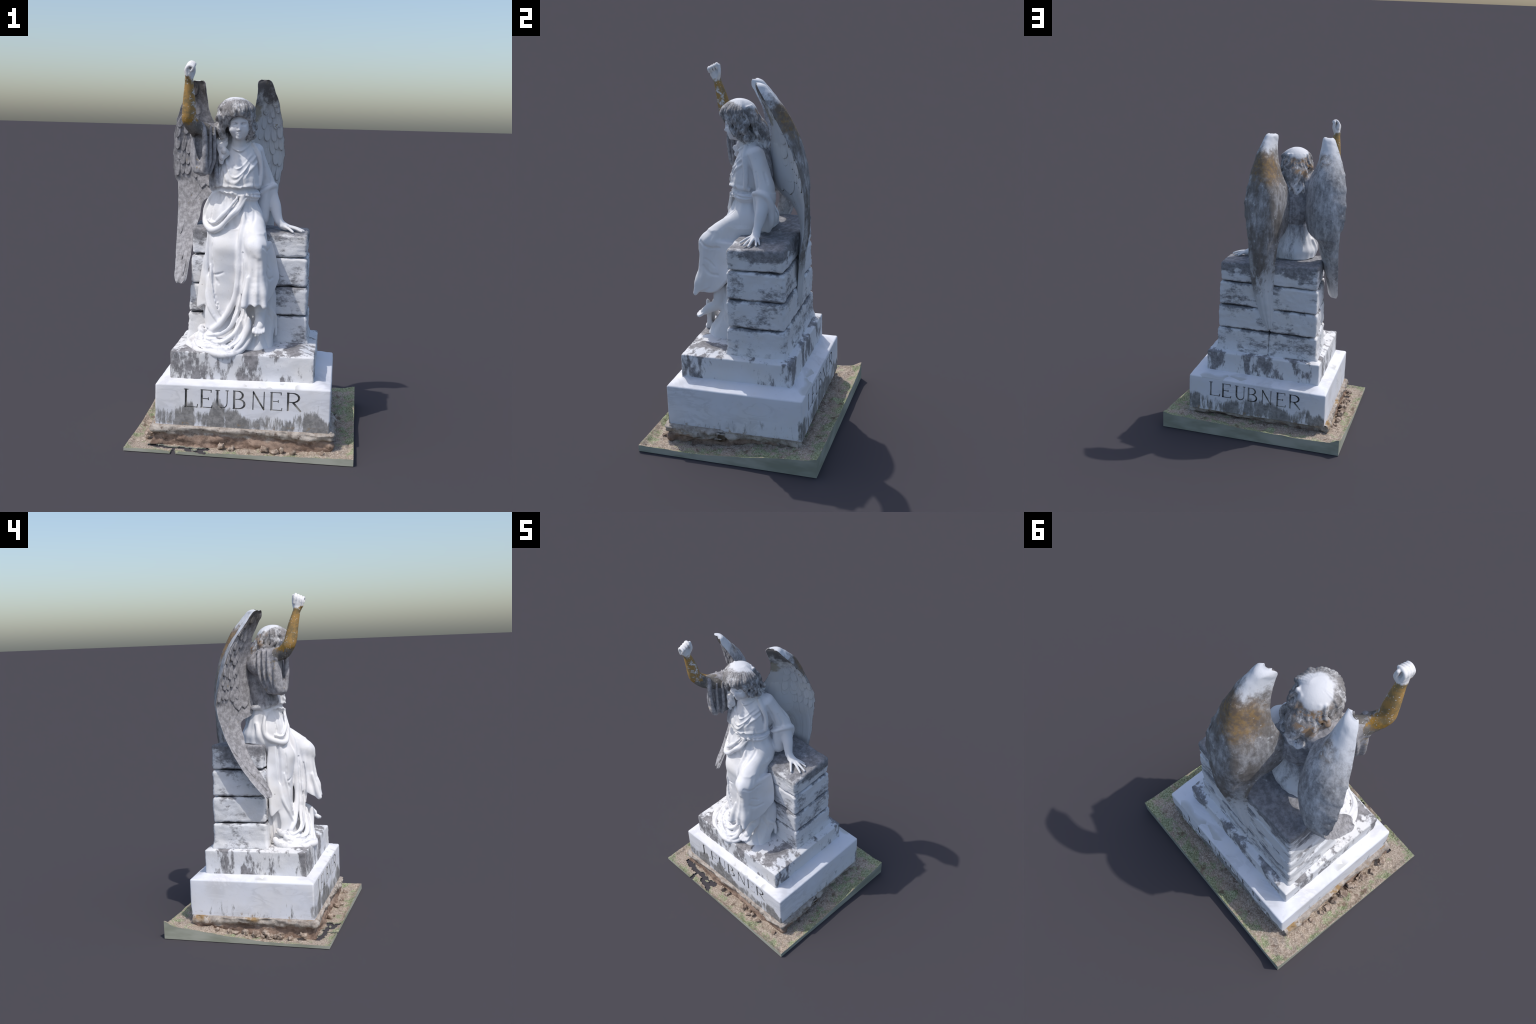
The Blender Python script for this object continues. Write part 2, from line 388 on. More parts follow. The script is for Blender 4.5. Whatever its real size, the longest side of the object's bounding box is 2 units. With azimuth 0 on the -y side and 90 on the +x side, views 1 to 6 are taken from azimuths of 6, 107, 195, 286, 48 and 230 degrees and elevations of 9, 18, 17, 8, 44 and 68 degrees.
def build_feet():
    # hanging left foot
    rope('foot', [(0.068, -0.190, 0.800, 0.036), (0.068, -0.196, 0.730, 0.032), (0.072, -0.208, 0.690, 0.031), (0.076, -0.250, 0.668, 0.027), (0.078, -0.286, 0.645, 0.022)], k=0.006)
    rope('foot', [(0.072, -0.200, 0.700, 0.026), (0.076, -0.178, 0.682, 0.024)], k=0.012)
    rope('foot', [(0.062, -0.250, 0.655, 0.018), (0.060, -0.290, 0.638, 0.014)], k=0.010)
    for i, (x, y, z, r) in enumerate([(0.054, -0.320, 0.624, 0.0115), (0.068, -0.327, 0.619, 0.0095), (0.080, -0.325, 0.617, 0.009), (0.091, -0.319, 0.618, 0.0085), (0.101, -0.310, 0.621, 0.008)]):
        strand('foot', [(0.060 + 0.009 * i, -0.275, 0.645), (x, y + 0.014, z + 0.008), (x, y, z)], r, k=0.004)
    # standing right foot showing at the hem
    egg('skirt', (0.052, -0.232, 0.512), (0.052, 0.036, 0.022), rot=18, k=0.014)


def build_blouse_folds():
    for pts, r in (([(-0.130, -0.102, 1.540), (-0.108, -0.128, 1.490), (-0.080, -0.142, 1.460), (-0.050, -0.128, 1.480), (-0.010, -0.082, 1.530)], 0.008),
                   ([(-0.145, -0.112, 1.500), (-0.120, -0.142, 1.440), (-0.086, -0.156, 1.412), (-0.040, -0.130, 1.455), (0.008, -0.060, 1.520)], 0.010),
                   ([(-0.150, -0.128, 1.440), (-0.125, -0.156, 1.392), (-0.085, -0.162, 1.380), (-0.035, -0.134, 1.425), (0.012, -0.055, 1.490)], 0.010)):
        strand('torso', pts, (r * 0.5, r, r * 0.5), k=0.010, on=0.1)
    for pts in ([(-0.120, -0.125, 1.515), (-0.096, -0.143, 1.476), (-0.070, -0.146, 1.474), (-0.030, -0.112, 1.508)],
                [(-0.136, -0.136, 1.470), (-0.100, -0.160, 1.432), (-0.066, -0.156, 1.438), (-0.015, -0.105, 1.490)],
                [(-0.006, -0.098, 1.490), (-0.034, -0.142, 1.425), (-0.068, -0.160, 1.372)],
                [(-0.182, -0.098, 1.520), (-0.184, -0.128, 1.450), (-0.178, -0.150, 1.380)],
                [(0.006, -0.066, 1.560), (0.024, -0.040, 1.480), (0.022, -0.040, 1.390)]):
        carve(pts, 0.0085, k=0.006, on=-0.1)
    # mantle edges and the neckline
    strand('torso', [(-0.195, -0.060, 1.575), (-0.196, -0.100, 1.500), (-0.194, -0.125, 1.430), (-0.186, -0.140, 1.375)], 0.012, k=0.010)
    strand('torso', [(-0.218, -0.040, 1.520), (-0.222, -0.075, 1.450), (-0.222, -0.085, 1.370), (-0.215, -0.075, 1.345)], 0.016, k=0.012)
    strand('torso', [(-0.010, -0.040, 1.585), (0.022, -0.040, 1.530), (0.034, -0.030, 1.460), (0.030, -0.035, 1.370)], 0.013, k=0.010)
    strand('torso', [(-0.140, -0.060, 1.575), (-0.105, -0.098, 1.560), (-0.072, -0.106, 1.548), (-0.045, -0.080, 1.565), (-0.025, -0.045, 1.590)], 0.006, k=0.006)
    # overhanging hem of the blouse, scalloped
    hem = [(-0.230, 0.000, 1.345), (-0.222, -0.060, 1.348), (-0.180, -0.128, 1.362), (-0.140, -0.148, 1.358), (-0.095, -0.156, 1.356), (-0.060, -0.148, 1.352),
           (-0.020, -0.118, 1.362), (0.010, -0.068, 1.360), (0.020, -0.020, 1.358)]
    strand('torso', hem, 0.014, k=0.012)
    carve([(x + 0.0, y - 0.012, z - 0.017) for (x, y, z) in hem[1:]], (0.010, 0.013, 0.010), k=0.004, on=-0.2)
    for (x, y) in ((-0.200, -0.110), (-0.160, -0.150), (-0.118, -0.168), (-0.040, -0.150), (0.004, -0.095)):
        carve([(x, y, 1.345), (x, y - 0.004, 1.368), (x - 0.004, y - 0.002, 1.395)], (0.009, 0.005, 0.001), k=0.008)
    for i in range(6):
        x = -0.175 + 0.022 * i
        strand('torso', [(x, 0.090 - 0.3 * abs(x + 0.12), 1.53), (x + 0.002, 0.085 - 0.3 * abs(x + 0.12), 1.45), (x + 0.003, 0.060, 1.355)], (0.004, 0.008, 0.008), k=0.006, on=-0.1)
    # twisted sash layers
    for dz in (0.0, 0.016, -0.016):
        carve([(-0.062, -0.152, 1.328 + 0.4 * dz), (-0.010, -0.112, 1.318 + dz), (0.022, -0.060, 1.313 + dz), (0.030, -0.010, 1.312 + dz)], (0.003, 0.0058, 0.004), k=0.003, on=0.0)
    # back of the dress
    carve([(-0.095, 0.090, 1.54), (-0.100, 0.090, 1.44), (-0.100, 0.065, 1.35)], 0.005)
    carve([(-0.150, 0.080, 1.54), (-0.152, 0.080, 1.44), (-0.150, 0.055, 1.35)], 0.005)
    carve([(-0.200, 0.030, 1.345), (-0.150, 0.060, 1.345), (-0.090, 0.070, 1.345), (-0.04, 0.060, 1.345)], 0.008)


def build_sleeves():
    # raised sleeve: open mouth with two hanging lobes and deep pleats
    for dd in (0.0, 0.030):
        carve([(-0.292 + 0.45 * dd, -0.228 + dd, 1.615), (-0.284 + 0.45 * dd, -0.218 + dd, 1.550), (-0.276 + 0.45 * dd, -0.208 + dd, 1.475)], (0.024, 0.021, 0.012), k=0.006, on=None)
    strand('sleeve', [(-0.262, -0.206, 1.684), (-0.244, -0.216, 1.640), (-0.240, -0.216, 1.540), (-0.244, -0.206, 1.450), (-0.254, -0.185, 1.430)], (0.012, 0.015, 0.014), k=0.012)
    strand('sleeve', [(-0.308, -0.175, 1.640), (-0.314, -0.165, 1.560), (-0.314, -0.165, 1.480), (-0.298, -0.176, 1.450)], (0.010, 0.014, 0.014), k=0.012)
    strand('sleeve', [(-0.280, -0.196, 1.690), (-0.308, -0.186, 1.662), (-0.312, -0.178, 1.630)], 0.010, k=0.010)
    for i, (x, y) in enumerate(((-0.304, -0.118), (-0.290, -0.085), (-0.276, -0.052))):
        strand('sleeve', [(x + 0.010, y, 1.680), (x - 0.004, y - 0.004, 1.600), (x - 0.004, y - 0.012, 1.520), (x + 0.012, y - 0.036, 1.440 + 0.012 * i)], (0.006, 0.012, 0.010), k=0.010)
        carve([(x + 0.000, y + 0.018, 1.670), (x - 0.010, y + 0.016, 1.580), (x - 0.006, y + 0.006, 1.490)], 0.006, k=0.008)
    for i, (x, y) in enumerate(((-0.222, -0.180), (-0.206, -0.148))):
        strand('sleeve', [(x + 0.004, y, 1.670), (x + 0.004, y - 0.006, 1.580), (x + 0.002, y - 0.006, 1.500), (x - 0.018, y - 0.008, 1.430)], (0.006, 0.012, 0.010), k=0.010)
    carve([(-0.226, -0.205, 1.650), (-0.226, -0.208, 1.560), (-0.236, -0.200, 1.460)], 0.006, k=0.008)
    carve([(-0.202, -0.172, 1.650), (-0.204, -0.178, 1.560), (-0.216, -0.176, 1.470)], 0.006, k=0.008)
    # supporting sleeve: turned-back cuff and hanging fold
    strand('sleeve.L', [(0.034, 0.020, 1.325), (0.072, 0.026, 1.350), (0.100, 0.070, 1.360), (0.102, 0.116, 1.335), (0.084, 0.132, 1.270), (0.068, 0.122, 1.190), (0.046, 0.096, 1.142)], (0.012, 0.016, 0.013), k=0.010)
    strand('sleeve.L', [(0.070, 0.030, 1.350), (0.052, 0.032, 1.280), (0.046, 0.038, 1.210), (0.040, 0.050, 1.150)], (0.012, 0.012, 0.010), k=0.010)
    strand('sleeve.L', [(0.098, 0.112, 1.340), (0.082, 0.122, 1.270), (0.062, 0.112, 1.190), (0.046, 0.090, 1.145)], (0.012, 0.014, 0.012), k=0.012)
    carve([(0.088, 0.030, 1.470), (0.092, 0.048, 1.410), (0.088, 0.045, 1.375), (0.070, 0.030, 1.372)], 0.006, k=0.010)
    carve([(0.030, -0.014, 1.540), (0.052, 0.000, 1.460), (0.050, 0.012, 1.390)], 0.007, k=0.010)
    carve([(0.085, 0.100, 1.480), (0.104, 0.125, 1.420)], 0.006, k=0.010)


def build_hands():
    # raised fist, fingers curled toward the left
    egg('hand', (-0.311, -0.316, 1.936), (0.018, 0.026, 0.036), rot=8, k=0.012)
    for i in range(4):
        y = -0.342 + 0.0150 * i
        z = 1.958 + 0.0070 * i
        strand('hand', [(-0.318, y + 0.006, z - 0.036), (-0.320, y, z - 0.004), (-0.302, y - 0.002, z + 0.013), (-0.283, y - 0.002, z + 0.004), (-0.294, y, z - 0.014)],
               (0.009, 0.0080, 0.0060), k=0.0015)
    strand('hand', [(-0.302, -0.292, 1.918), (-0.292, -0.282, 1.948), (-0.296, -0.284, 1.984)], (0.012, 0.0095, 0.0085), k=0.006)
    # resting left hand, fingers spread
    rope('hand.L', [(0.132, 0.058, 1.165, 0.022), (0.150, 0.056, 1.146, 0.021), (0.172, 0.052, 1.135, 0.019)], k=0.006)
    rope('hand.L', [(0.150, 0.062, 1.145, 0.018), (0.178, 0.066, 1.133, 0.016)], k=0.012)
    for (kx, ky, tx, ty, r) in ((0.165, 0.040, 0.216, -0.008, 0.0085), (0.186, 0.050, 0.262, 0.026, 0.0085), (0.190, 0.060, 0.272, 0.054, 0.0085), (0.182, 0.070, 0.248, 0.088, 0.008), (0.172, 0.074, 0.226, 0.100, 0.007)):
        mx, my = (kx + tx) / 2, (ky + ty) / 2
        strand('hand.L', [(kx - 0.015, ky + 0.002, 1.140), (kx, ky, 1.138), (mx, my, 1.130), (tx, ty, 1.116)], (r * 1.15, r, r * 0.75), k=0.005)


def build_head():
    # face frame
    fx, fy = sin(radians(16)), -cos(radians(16))
    lx, ly = cos(radians(16)), sin(radians(16))

    def P(l, f, z):
        """lateral offset, forward distance from the head axis, height."""
        return (-0.100 + lx * l + fx * f, -0.085 + ly * l + fy * f, z)

    HP = P
    P = lambda l, f, z: HP(l + 0.006, f, z)          # features sit a little to her left
    for sgn in (-1, 1):
        egg(None, P(0.025 * sgn, 0.088, 1.690), (0.0180, 0.0165, 0.0095), k=0.008, rot=16 + 14 * sgn, op='cut')
        egg('head', P(0.0245 * sgn, 0.0705, 1.687), (0.012, 0.010, 0.0085), k=0.003, rot=16)
        strand('head', [P(0.010 * sgn, 0.083, 1.699), P(0.026 * sgn, 0.082, 1.7035), P(0.042 * sgn, 0.066, 1.697)], (0.004, 0.005, 0.003), k=0.008)
        strand('head', [P(0.012 * sgn, 0.0815, 1.689), P(0.0245 * sgn, 0.0815, 1.6925), P(0.038 * sgn, 0.071, 1.687)], (0.0015, 0.0025, 0.0015), k=0.003)
        carve([P(0.013 * sgn, 0.082, 1.6855), P(0.0245 * sgn, 0.084, 1.6840), P(0.037 * sgn, 0.074, 1.6850)], 0.0026, k=0.002, on=0.0)
        egg('head', P(0.030 * sgn, 0.060, 1.660), (0.020, 0.018, 0.018), k=0.014, rot=16)
        egg(None, P(0.0055 * sgn, 0.0905, 1.6545), (0.003, 0.004, 0.002), k=0.002, rot=16, op='cut')
    strand('head', [P(0, 0.080, 1.700), P(0, 0.088, 1.676), P(0, 0.0945, 1.661)], (0.006, 0.0065, 0.0075), k=0.006)
    strand('head', [P(-0.009, 0.085, 1.6585), P(0, 0.090, 1.6575), P(0.009, 0.085, 1.6585)], (0.0045, 0.006, 0.0045), k=0.004)
    strand('head', [P(-0.016, 0.074, 1.6395), P(-0.005, 0.083, 1.6425), P(0, 0.083, 1.6410), P(0.005, 0.083, 1.6425), P(0.016, 0.074, 1.6395)], (0.002, 0.0045, 0.002), k=0.004)
    strand('head', [P(-0.013, 0.073, 1.634), P(0, 0.080, 1.6325), P(0.013, 0.073, 1.634)], (0.002, 0.005, 0.002), k=0.004)
    carve([P(-0.018, 0.078, 1.6375), P(0, 0.0885, 1.6375), P(0.018, 0.078, 1.6375)], 0.0020, k=0.002, on=0.3)
    egg('head', P(0.0, 0.066, 1.6195), (0.014, 0.012, 0.011), k=0.010, rot=16)

    P = HP
    # --- hair: fringe tufts combed forward from the crown
    for i in range(15):
        a = radians(-86 + 172 * i / 14.0)
        l, f = sin(a), cos(a)
        w = 0.006 * sin(i * 2.4)
        rx, rf = 0.088, 0.100
        fac = 1.16 - 0.16 * max(0.0, l)
        z_end = 1.738 - 0.030 * (abs(l) ** 2) + 0.006 * sin(i * 1.9)
        strand('hair', [P(0.35 * rx * l, 0.40 * rf * f, 1.815), P(0.72 * rx * l, 0.76 * rf * f, 1.796), P(0.95 * rx * l + w, 1.00 * rf * f, 1.772),
                        P(1.02 * rx * l - 0.5 * w, fac * rf * f, 1.754), P(1.01 * rx * l - w, (fac + 0.02) * rf * f, z_end)], (0.010, 0.017, 0.007), k=0.010)
    for i in range(22):                      # comb lines over the crown
        a = radians(-100 + 200 * (i + 0.5) / 22.0)
        l, f = sin(a), cos(a)
        carve([P(0.30 * 0.088 * l, 0.34 * 0.1 * f, 1.828), P(0.70 * 0.088 * l, 0.74 * 0.1 * f, 1.812), P(1.00 * 0.088 * l, 1.04 * 0.1 * f, 1.785), P(1.08 * 0.088 * l, 1.2 * 0.1 * f, 1.752)], (0.001, 0.0030, 0.0034), k=0.004)
    # temple locks shading the cheeks
    for sg in (-1, 1):
        lock([P(sg * 0.060, 0.085, 1.750), P(sg * 0.068, 0.072, 1.722), P(sg * 0.064, 0.062, 1.695), P(sg * 0.072, 0.052, 1.668), P(sg * 0.068, 0.040, 1.640)], (0.012, 0.014, 0.010), ph=1.0, k=0.003)
    # side waves framing the face and curling over the shoulders
    side = ((-1, 0.072, 0.044, 0.0), (-1, 0.082, 0.016, 0.8), (-1, 0.078, -0.014, 1.9), (1, 0.072, 0.036, 0.5), (1, 0.080, 0.008, 1.5), (1, 0.076, -0.020, 2.6))
    for (sg, l0, f0, ph) in side:
        pts = []
        for j in range(8):
            z = 1.750 - 0.024 * j
            wv = 0.014 * sin(ph + j * 1.7)
            bulge = 0.016 * sin(pi * min(j / 4.5, 1))
            pts.append(P(sg * (l0 + bulge + wv * 0.5 - 0.004 * max(0, j - 4)), f0 + wv - 0.012 * max(0, j - 3), z))
        lock(pts, (0.012, 0.018, 0.013), ph=ph * 2, k=0.003)
    # curl cluster beside the left cheek
    for (l, f, z, r) in ((0.090, -0.010, 1.672, 0.024), (0.076, 0.005, 1.640, 0.018), (0.096, -0.020, 1.628, 0.021), (0.080, -0.030, 1.606, 0.017), (0.062, -0.020, 1.612, 0.014)):
        egg('hair', P(l, f, z), (r, r, r * 0.95), k=0.003)
        ring = [P(l + r * 0.62 * cos(t) + 0.5 * r, f + r * 0.70, z + r * 0.62 * sin(t)) for t in np.linspace(0.4, 5.6, 7)]
        carve(ring, 0.004, k=0.003)
    # long lock over the right breast
    for (dx, ph) in ((0.0, 0.0), (0.018, 1.6), (-0.014, 2.9)):
        pts = [(-0.172 + dx, -0.090, 1.630), (-0.176 + dx + 0.010 * sin(ph), -0.108, 1.600), (-0.164 + dx - 0.010 * sin(ph), -0.126, 1.568),
               (-0.158 + dx * 0.8 + 0.010 * sin(ph), -0.138, 1.536), (-0.160 + dx * 0.6 - 0.008 * sin(ph), -0.140, 1.508), (-0.166 + dx * 0.3, -0.138, 1.482)]
        lock(pts, (0.016, 0.014, 0.006), ph=ph)
    for (x, y, z, r) in ((-0.150, -0.150, 1.548, 0.015), (-0.172, -0.132, 1.570, 0.017), (-0.160, -0.150, 1.512, 0.012)):
        egg('hair', (x, y, z), (r, r, r * 1.15), k=0.003)
        carve([(x + r * 0.6 * cos(t), y - r * 0.8, z + r * 0.6 * sin(t)) for t in np.linspace(0.4, 5.6, 7)], 0.0035, k=0.003)
    # wavy fall down the back
    for i in range(9):
        u = -1 + 2 * i / 8.0
        pts = []
        for j in range(10):
            v = j / 9.0
            z = 1.790 - 0.252 * v - (0.014 if i % 2 else -0.006) * v
            back = 0.050 + 0.036 * sstep_s(0.0, 0.25, v) + 0.068 * sstep_s(0.25, 0.80, v) - 0.022 * max(0, v - 0.8) * 5
            lat = u * (0.060 + 0.018 * sstep_s(0, .4, v) + 0.006 * sin(pi * v) - 0.016 * max(0, v - 0.55) * 2)
            lat += 0.0125 * sin(v * 15 + i * 2.2) * sstep_s(0.1, 0.4, v)
            b = back * (1 - 0.36 * u * u)
            pts.append(P(lat, -b, z))
        lock(pts, (0.012, 0.017, 0.006), ph=i * 1.3, turns=0.8)


def sstep_s(a, b, x):
    t = min(max((x - a) / (b - a), 0.0), 1.0)
    return t * t * (3 - 2 * t)


def roughen(lo, hi, amp, freq, seed):
    """Crumple the skin inside a box with cheap wavy noise."""
    s = window(lo, hi, 0)
    f = F[s]
    X, Y, Z = coords(s)
    rng = np.random.default_rng(seed)
    n = 0
    for i in range(7):
        k = rng.normal(size=3)
        k *= freq * rng.uniform(0.6, 1.6) / np.linalg.norm(k)
        n = n + np.sin(X * k[0] + Y * k[1] + Z * k[2] + rng.uniform(0, 6.3))
    c = [(lo[i] + hi[i]) / 2 for i in range(3)]
    h = [(hi[i] - lo[i]) / 2 for i in range(3)]
    w = np.clip((1 - np.maximum(np.maximum(np.abs(X - c[0]) / h[0], np.abs(Y - c[1]) / h[1]), np.abs(Z - c[2]) / h[2])) * 4, 0, 1)
    F[s] = f + (amp * w * n / 2.6).astype(np.float32)


def build_all():
    build_base()
    build_skirt_folds()
    build_pool()
    build_feet()
    build_blouse_folds()
    build_sleeves()
    roughen((-0.42, -0.42, 0.46), (0.30, 0.18, 1.62), 0.0014, 60, 6)
    build_head()
    build_hands()


# ----------------------------------------------------------------------------
# 3. surface extraction (naive surface nets)
# ----------------------------------------------------------------------------
def surface_nets():
    f = F
    ins = f < 0
    c = np.zeros([n - 1 for n in f.shape], np.uint8)
    for i in (0, 1):
        for j in (0, 1):
            for k in (0, 1):
                c += ins[i:f.shape[0] - 1 + i, j:f.shape[1] - 1 + j, k:f.shape[2] - 1 + k]
    mix = (c > 0) & (c < 8)
    idx = np.argwhere(mix)
    vid = np.full(c.shape, -1, np.int32)
    vid[mix] = np.arange(len(idx))
    pos = np.zeros((len(idx), 3))
    cnt = np.zeros(len(idx))
    cor = [(i, j, k) for i in (0, 1) for j in (0, 1) for k in (0, 1)]
    val = {q: f[idx[:, 0] + q[0], idx[:, 1] + q[1], idx[:, 2] + q[2]] for q in cor}
    for q in cor:
        for ax in range(3):
            if q[ax] == 0:
                r = list(q)
                r[ax] = 1
                r = tuple(r)
                a, b = val[q], val[r]
                m = (a < 0) != (b < 0)
                t = a[m] / (a[m] - b[m])
                p = np.tile(np.array(q, float), (m.sum(), 1))
                p[:, ax] += t
                pos[m] += p
                cnt[m] += 1
    pos /= cnt[:, None]
    verts = LO + (idx + pos) * H
    quads = []
    for ax in range(3):
        sl0 = [slice(1, -1)] * 3
        sl0[ax] = slice(0, -1)
        sl1 = list(sl0)
        sl1[ax] = slice(1, None)
        a, b = ins[tuple(sl0)], ins[tuple(sl1)]
        for flip in (0, 1):
            e = np.argwhere((a & ~b) if flip else (~a & b))
            off = np.ones(3, int)
            off[ax] = 0
            e = e + off
            u, v = [(1, 2), (2, 0), (0, 1)][ax]
            du = np.zeros(3, int)
            dv = np.zeros(3, int)
            du[u] = 1
            dv[v] = 1
            q = [e - du - dv, e - dv, e, e - du]
            q = np.stack([vid[tuple(x.T)] for x in q], 1)
            quads.append(q if flip else q[:, ::-1])
    quads = np.vstack(quads)
    quads = quads[(quads >= 0).all(1)]
    # light relaxation
    for _ in range(2):
        acc = np.zeros_like(verts)
        num = np.zeros(len(verts))
        for i in range(4):
            a, b = quads[:, i], quads[:, (i + 1) % 4]
            for d in range(3):
                acc[:, d] += np.bincount(a, verts[b, d], len(verts)) + np.bincount(b, verts[a, d], len(verts))
            num += np.bincount(a, minlength=len(verts)) + np.bincount(b, minlength=len(verts))
        verts = verts * 0.5 + 0.5 * acc / np.maximum(num, 1)[:, None]
    lab = LAB[idx[:, 0], idx[:, 1], idx[:, 2]]
    return verts, quads, lab


# ----------------------------------------------------------------------------
# 4. blender side: mesh helpers
# ----------------------------------------------------------------------------
import bpy
import bmesh
from mathutils import Matrix

SC = bpy.context.scene


def lattice(p, seed):
    n = (p[..., 0] * 374761393 + p[..., 1] * 668265263 + p[..., 2] * 2147483647 + seed * 974711).astype(np.int64)
    n = (n ^ (n >> 13)) * 1274126177
    n = n & 0x7fffffff
    n = (n ^ (n >> 16)) & 0xffff
    return n / 65535.0 * 2 - 1


def vnoise(p, scale, seed=1):
    q = np.asarray(p, float) * scale
    i = np.floor(q).astype(np.int64)
    f = q - i
    f = f * f * (3 - 2 * f)
    out = 0
    for a in (0, 1):
        for b in (0, 1):
            for c in (0, 1):
                w = (f[..., 0] if a else 1 - f[..., 0]) * (f[..., 1] if b else 1 - f[..., 1]) * (f[..., 2] if c else 1 - f[..., 2])
                out = out + w * lattice(i + np.array([a, b, c]), seed)
    return out


def fbm(p, scale, seed=1, octs=3):
    return sum(vnoise(p, scale * 2 ** o, seed + o) * 0.5 ** o for o in range(octs))


def mesh_object(name, verts, faces, mat, parent=None, smooth=True):
    me = bpy.data.meshes.new(name)
    me.from_pydata([tuple(v) for v in verts], [], [tuple(int(i) for i in f) for f in faces])
    me.update()
    if mat:
        me.materials.append(mat)
    if smooth:
        me.polygons.foreach_set('use_smooth', [True] * len(me.polygons))
    ob = bpy.data.objects.new(name, me)
    SC.collection.objects.link(ob)
    if parent:
        ob.parent = parent
    return ob


def block_mesh(lo, hi, r, cell=0.011):
    """Closed rounded box as vertex / quad arrays, edges finely divided."""
    lo, hi = np.array(lo, float), np.array(hi, float)
    ax = []
    for i in range(3):
        inner = np.linspace(lo[i] + r, hi[i] - r, max(2, int((hi[i] - lo[i] - 2 * r) / cell) + 1))
        e = r * (1 - np.tan(np.array([45, 30, 15]) * pi / 180))
        ax.append(np.concatenate([lo[i] + e, inner, (hi[i] - e)[::-1]]))
    keys, V, Q = {}, [], []
    n = [len(a) for a in ax]

    def vid(i, j, k):
        t = (i, j, k)
        if t not in keys:
            keys[t] = len(V)
            V.append((ax[0][i], ax[1][j], ax[2][k]))
        return keys[t]
    for d in range(3):
        u, v = [(1, 2), (2, 0), (0, 1)][d]
        for side in (0, n[d] - 1):
            for a in range(n[u] - 1):
                for b in range(n[v] - 1):
                    q = []
                    for (x, y) in ((a, b), (a + 1, b), (a + 1, b + 1), (a, b + 1)):
                        t = [0, 0, 0]
                        t[d], t[u], t[v] = side, x, y
                        q.append(vid(*t))
                    Q.append(q if side else q[::-1])
    V = np.array(V)
    c = np.clip(V, lo + r, hi - r)
    d = V - c
    L = np.linalg.norm(d, axis=1, keepdims=True)
    nrm = d / np.maximum(L, 1e-9)
    V = c + nrm * r
    return V, Q, nrm


def spin(V, deg, c=(0, 0)):
    t = radians(deg)
    x, y = V[:, 0] - c[0], V[:, 1] - c[1]
    W = V.copy()
    W[:, 0] = c[0] + x * cos(t) - y * sin(t)
    W[:, 1] = c[1] + x * sin(t) + y * cos(t)
    return W


def sstep(a, b, x):
    t = np.clip((x - a) / (b - a), 0, 1)
    return t * t * (3 - 2 * t)


# ----------------------------------------------------------------------------
# 5. materials
# ----------------------------------------------------------------------------
class Nodes:
    def __init__(self, name, rough=0.8, spec=0.25):
        self.m = bpy.data.materials.new(name)
        self.m.use_nodes = True
        self.t = self.m.node_tree
        self.b = self.t.nodes['Principled BSDF']
        self.b.inputs['Roughness'].default_value = rough
        self.b.inputs['Specular IOR Level'].default_value = spec
        self.co = self.t.nodes.new('ShaderNodeTexCoord').outputs['Object']
        self.xyz = self.t.nodes.new('ShaderNodeSeparateXYZ')
        self.t.links.new(self.co, self.xyz.inputs[0])

    def link(self, v, sock):
        if hasattr(v, 'is_output'):
            self.t.links.new(v, sock)
        elif isinstance(v, (tuple, list)) and len(v) == 3 and sock.type == 'RGBA':
            sock.default_value = (*v, 1)
        else:
            sock.default_value = v

    def axis(self, i):
        return self.xyz.outputs[i]

    def mapped(self, scale=(1, 1, 1), loc=(0, 0, 0), rot=(0, 0, 0)):
        n = self.t.nodes.new('ShaderNodeMapping')
        n.inputs['Scale'].default_value = scale
        n.inputs['Location'].default_value = loc
        n.inputs['Rotation'].default_value = rot
        self.t.links.new(self.co, n.inputs[0])
        return n.outputs[0]

    def noise(self, scale, detail=4, rough=0.6, vec=None, dist=0.0):
        n = self.t.nodes.new('ShaderNodeTexNoise')
        n.inputs['Scale'].default_value = scale
        n.inputs['Detail'].default_value = detail
        n.inputs['Roughness'].default_value = rough
        n.inputs['Distortion'].default_value = dist
        self.t.links.new(vec or self.co, n.inputs['Vector'])
        return n.outputs['Fac']

    def cells(self, scale, vec=None, out='Distance', feature='F1'):
        n = self.t.nodes.new('ShaderNodeTexVoronoi')
        n.feature = feature
        n.inputs['Scale'].default_value = scale
        self.t.links.new(vec or self.co, n.inputs['Vector'])
        return n.outputs[out]

    def math(self, op, a, b=0.0, c=0.0):
        n = self.t.nodes.new('ShaderNodeMath')
        n.operation = op
        for i, v in enumerate((a, b, c)):
            self.link(v, n.inputs[i])
        return n.outputs[0]

    def ramp(self, v, lo, hi, a=0.0, b=1.0):
        n = self.t.nodes.new('ShaderNodeMapRange')
        n.interpolation_type = 'SMOOTHSTEP'
        for i, q in enumerate((v, lo, hi, a, b)):
            self.link(q, n.inputs[i])
        return n.outputs[0]

    def mix(self, f, a, b):
        n = self.t.nodes.new('ShaderNodeMix')
        n.data_type = 'RGBA'
        self.link(f, n.inputs[0])
        self.link(a, n.inputs[6])
        self.link(b, n.inputs[7])
        return n.outputs[2]

    def ball(self, c, r0, r1):
        """1 inside radius r0 around c, 0 beyond r1."""
        n = self.t.nodes.new('ShaderNodeVectorMath')
        n.operation = 'DISTANCE'
        self.t.links.new(self.co, n.inputs[0])
        n.inputs[1].default_value = c
        return self.ramp(n.outputs['Value'], r0, r1, 1.0, 0.0)

    def finish(self, col, bump=None, strength=0.3, dist=0.004):
        self.link(col, self.b.inputs['Base Color'])
        if bump is not None:
            n = self.t.nodes.new('ShaderNodeBump')
            n.inputs['Strength'].default_value = strength
            n.inputs['Distance'].default_value = dist
            self.t.links.new(bump, n.inputs['Height'])
            self.t.links.new(n.outputs[0], self.b.inputs['Normal'])
        return self.m


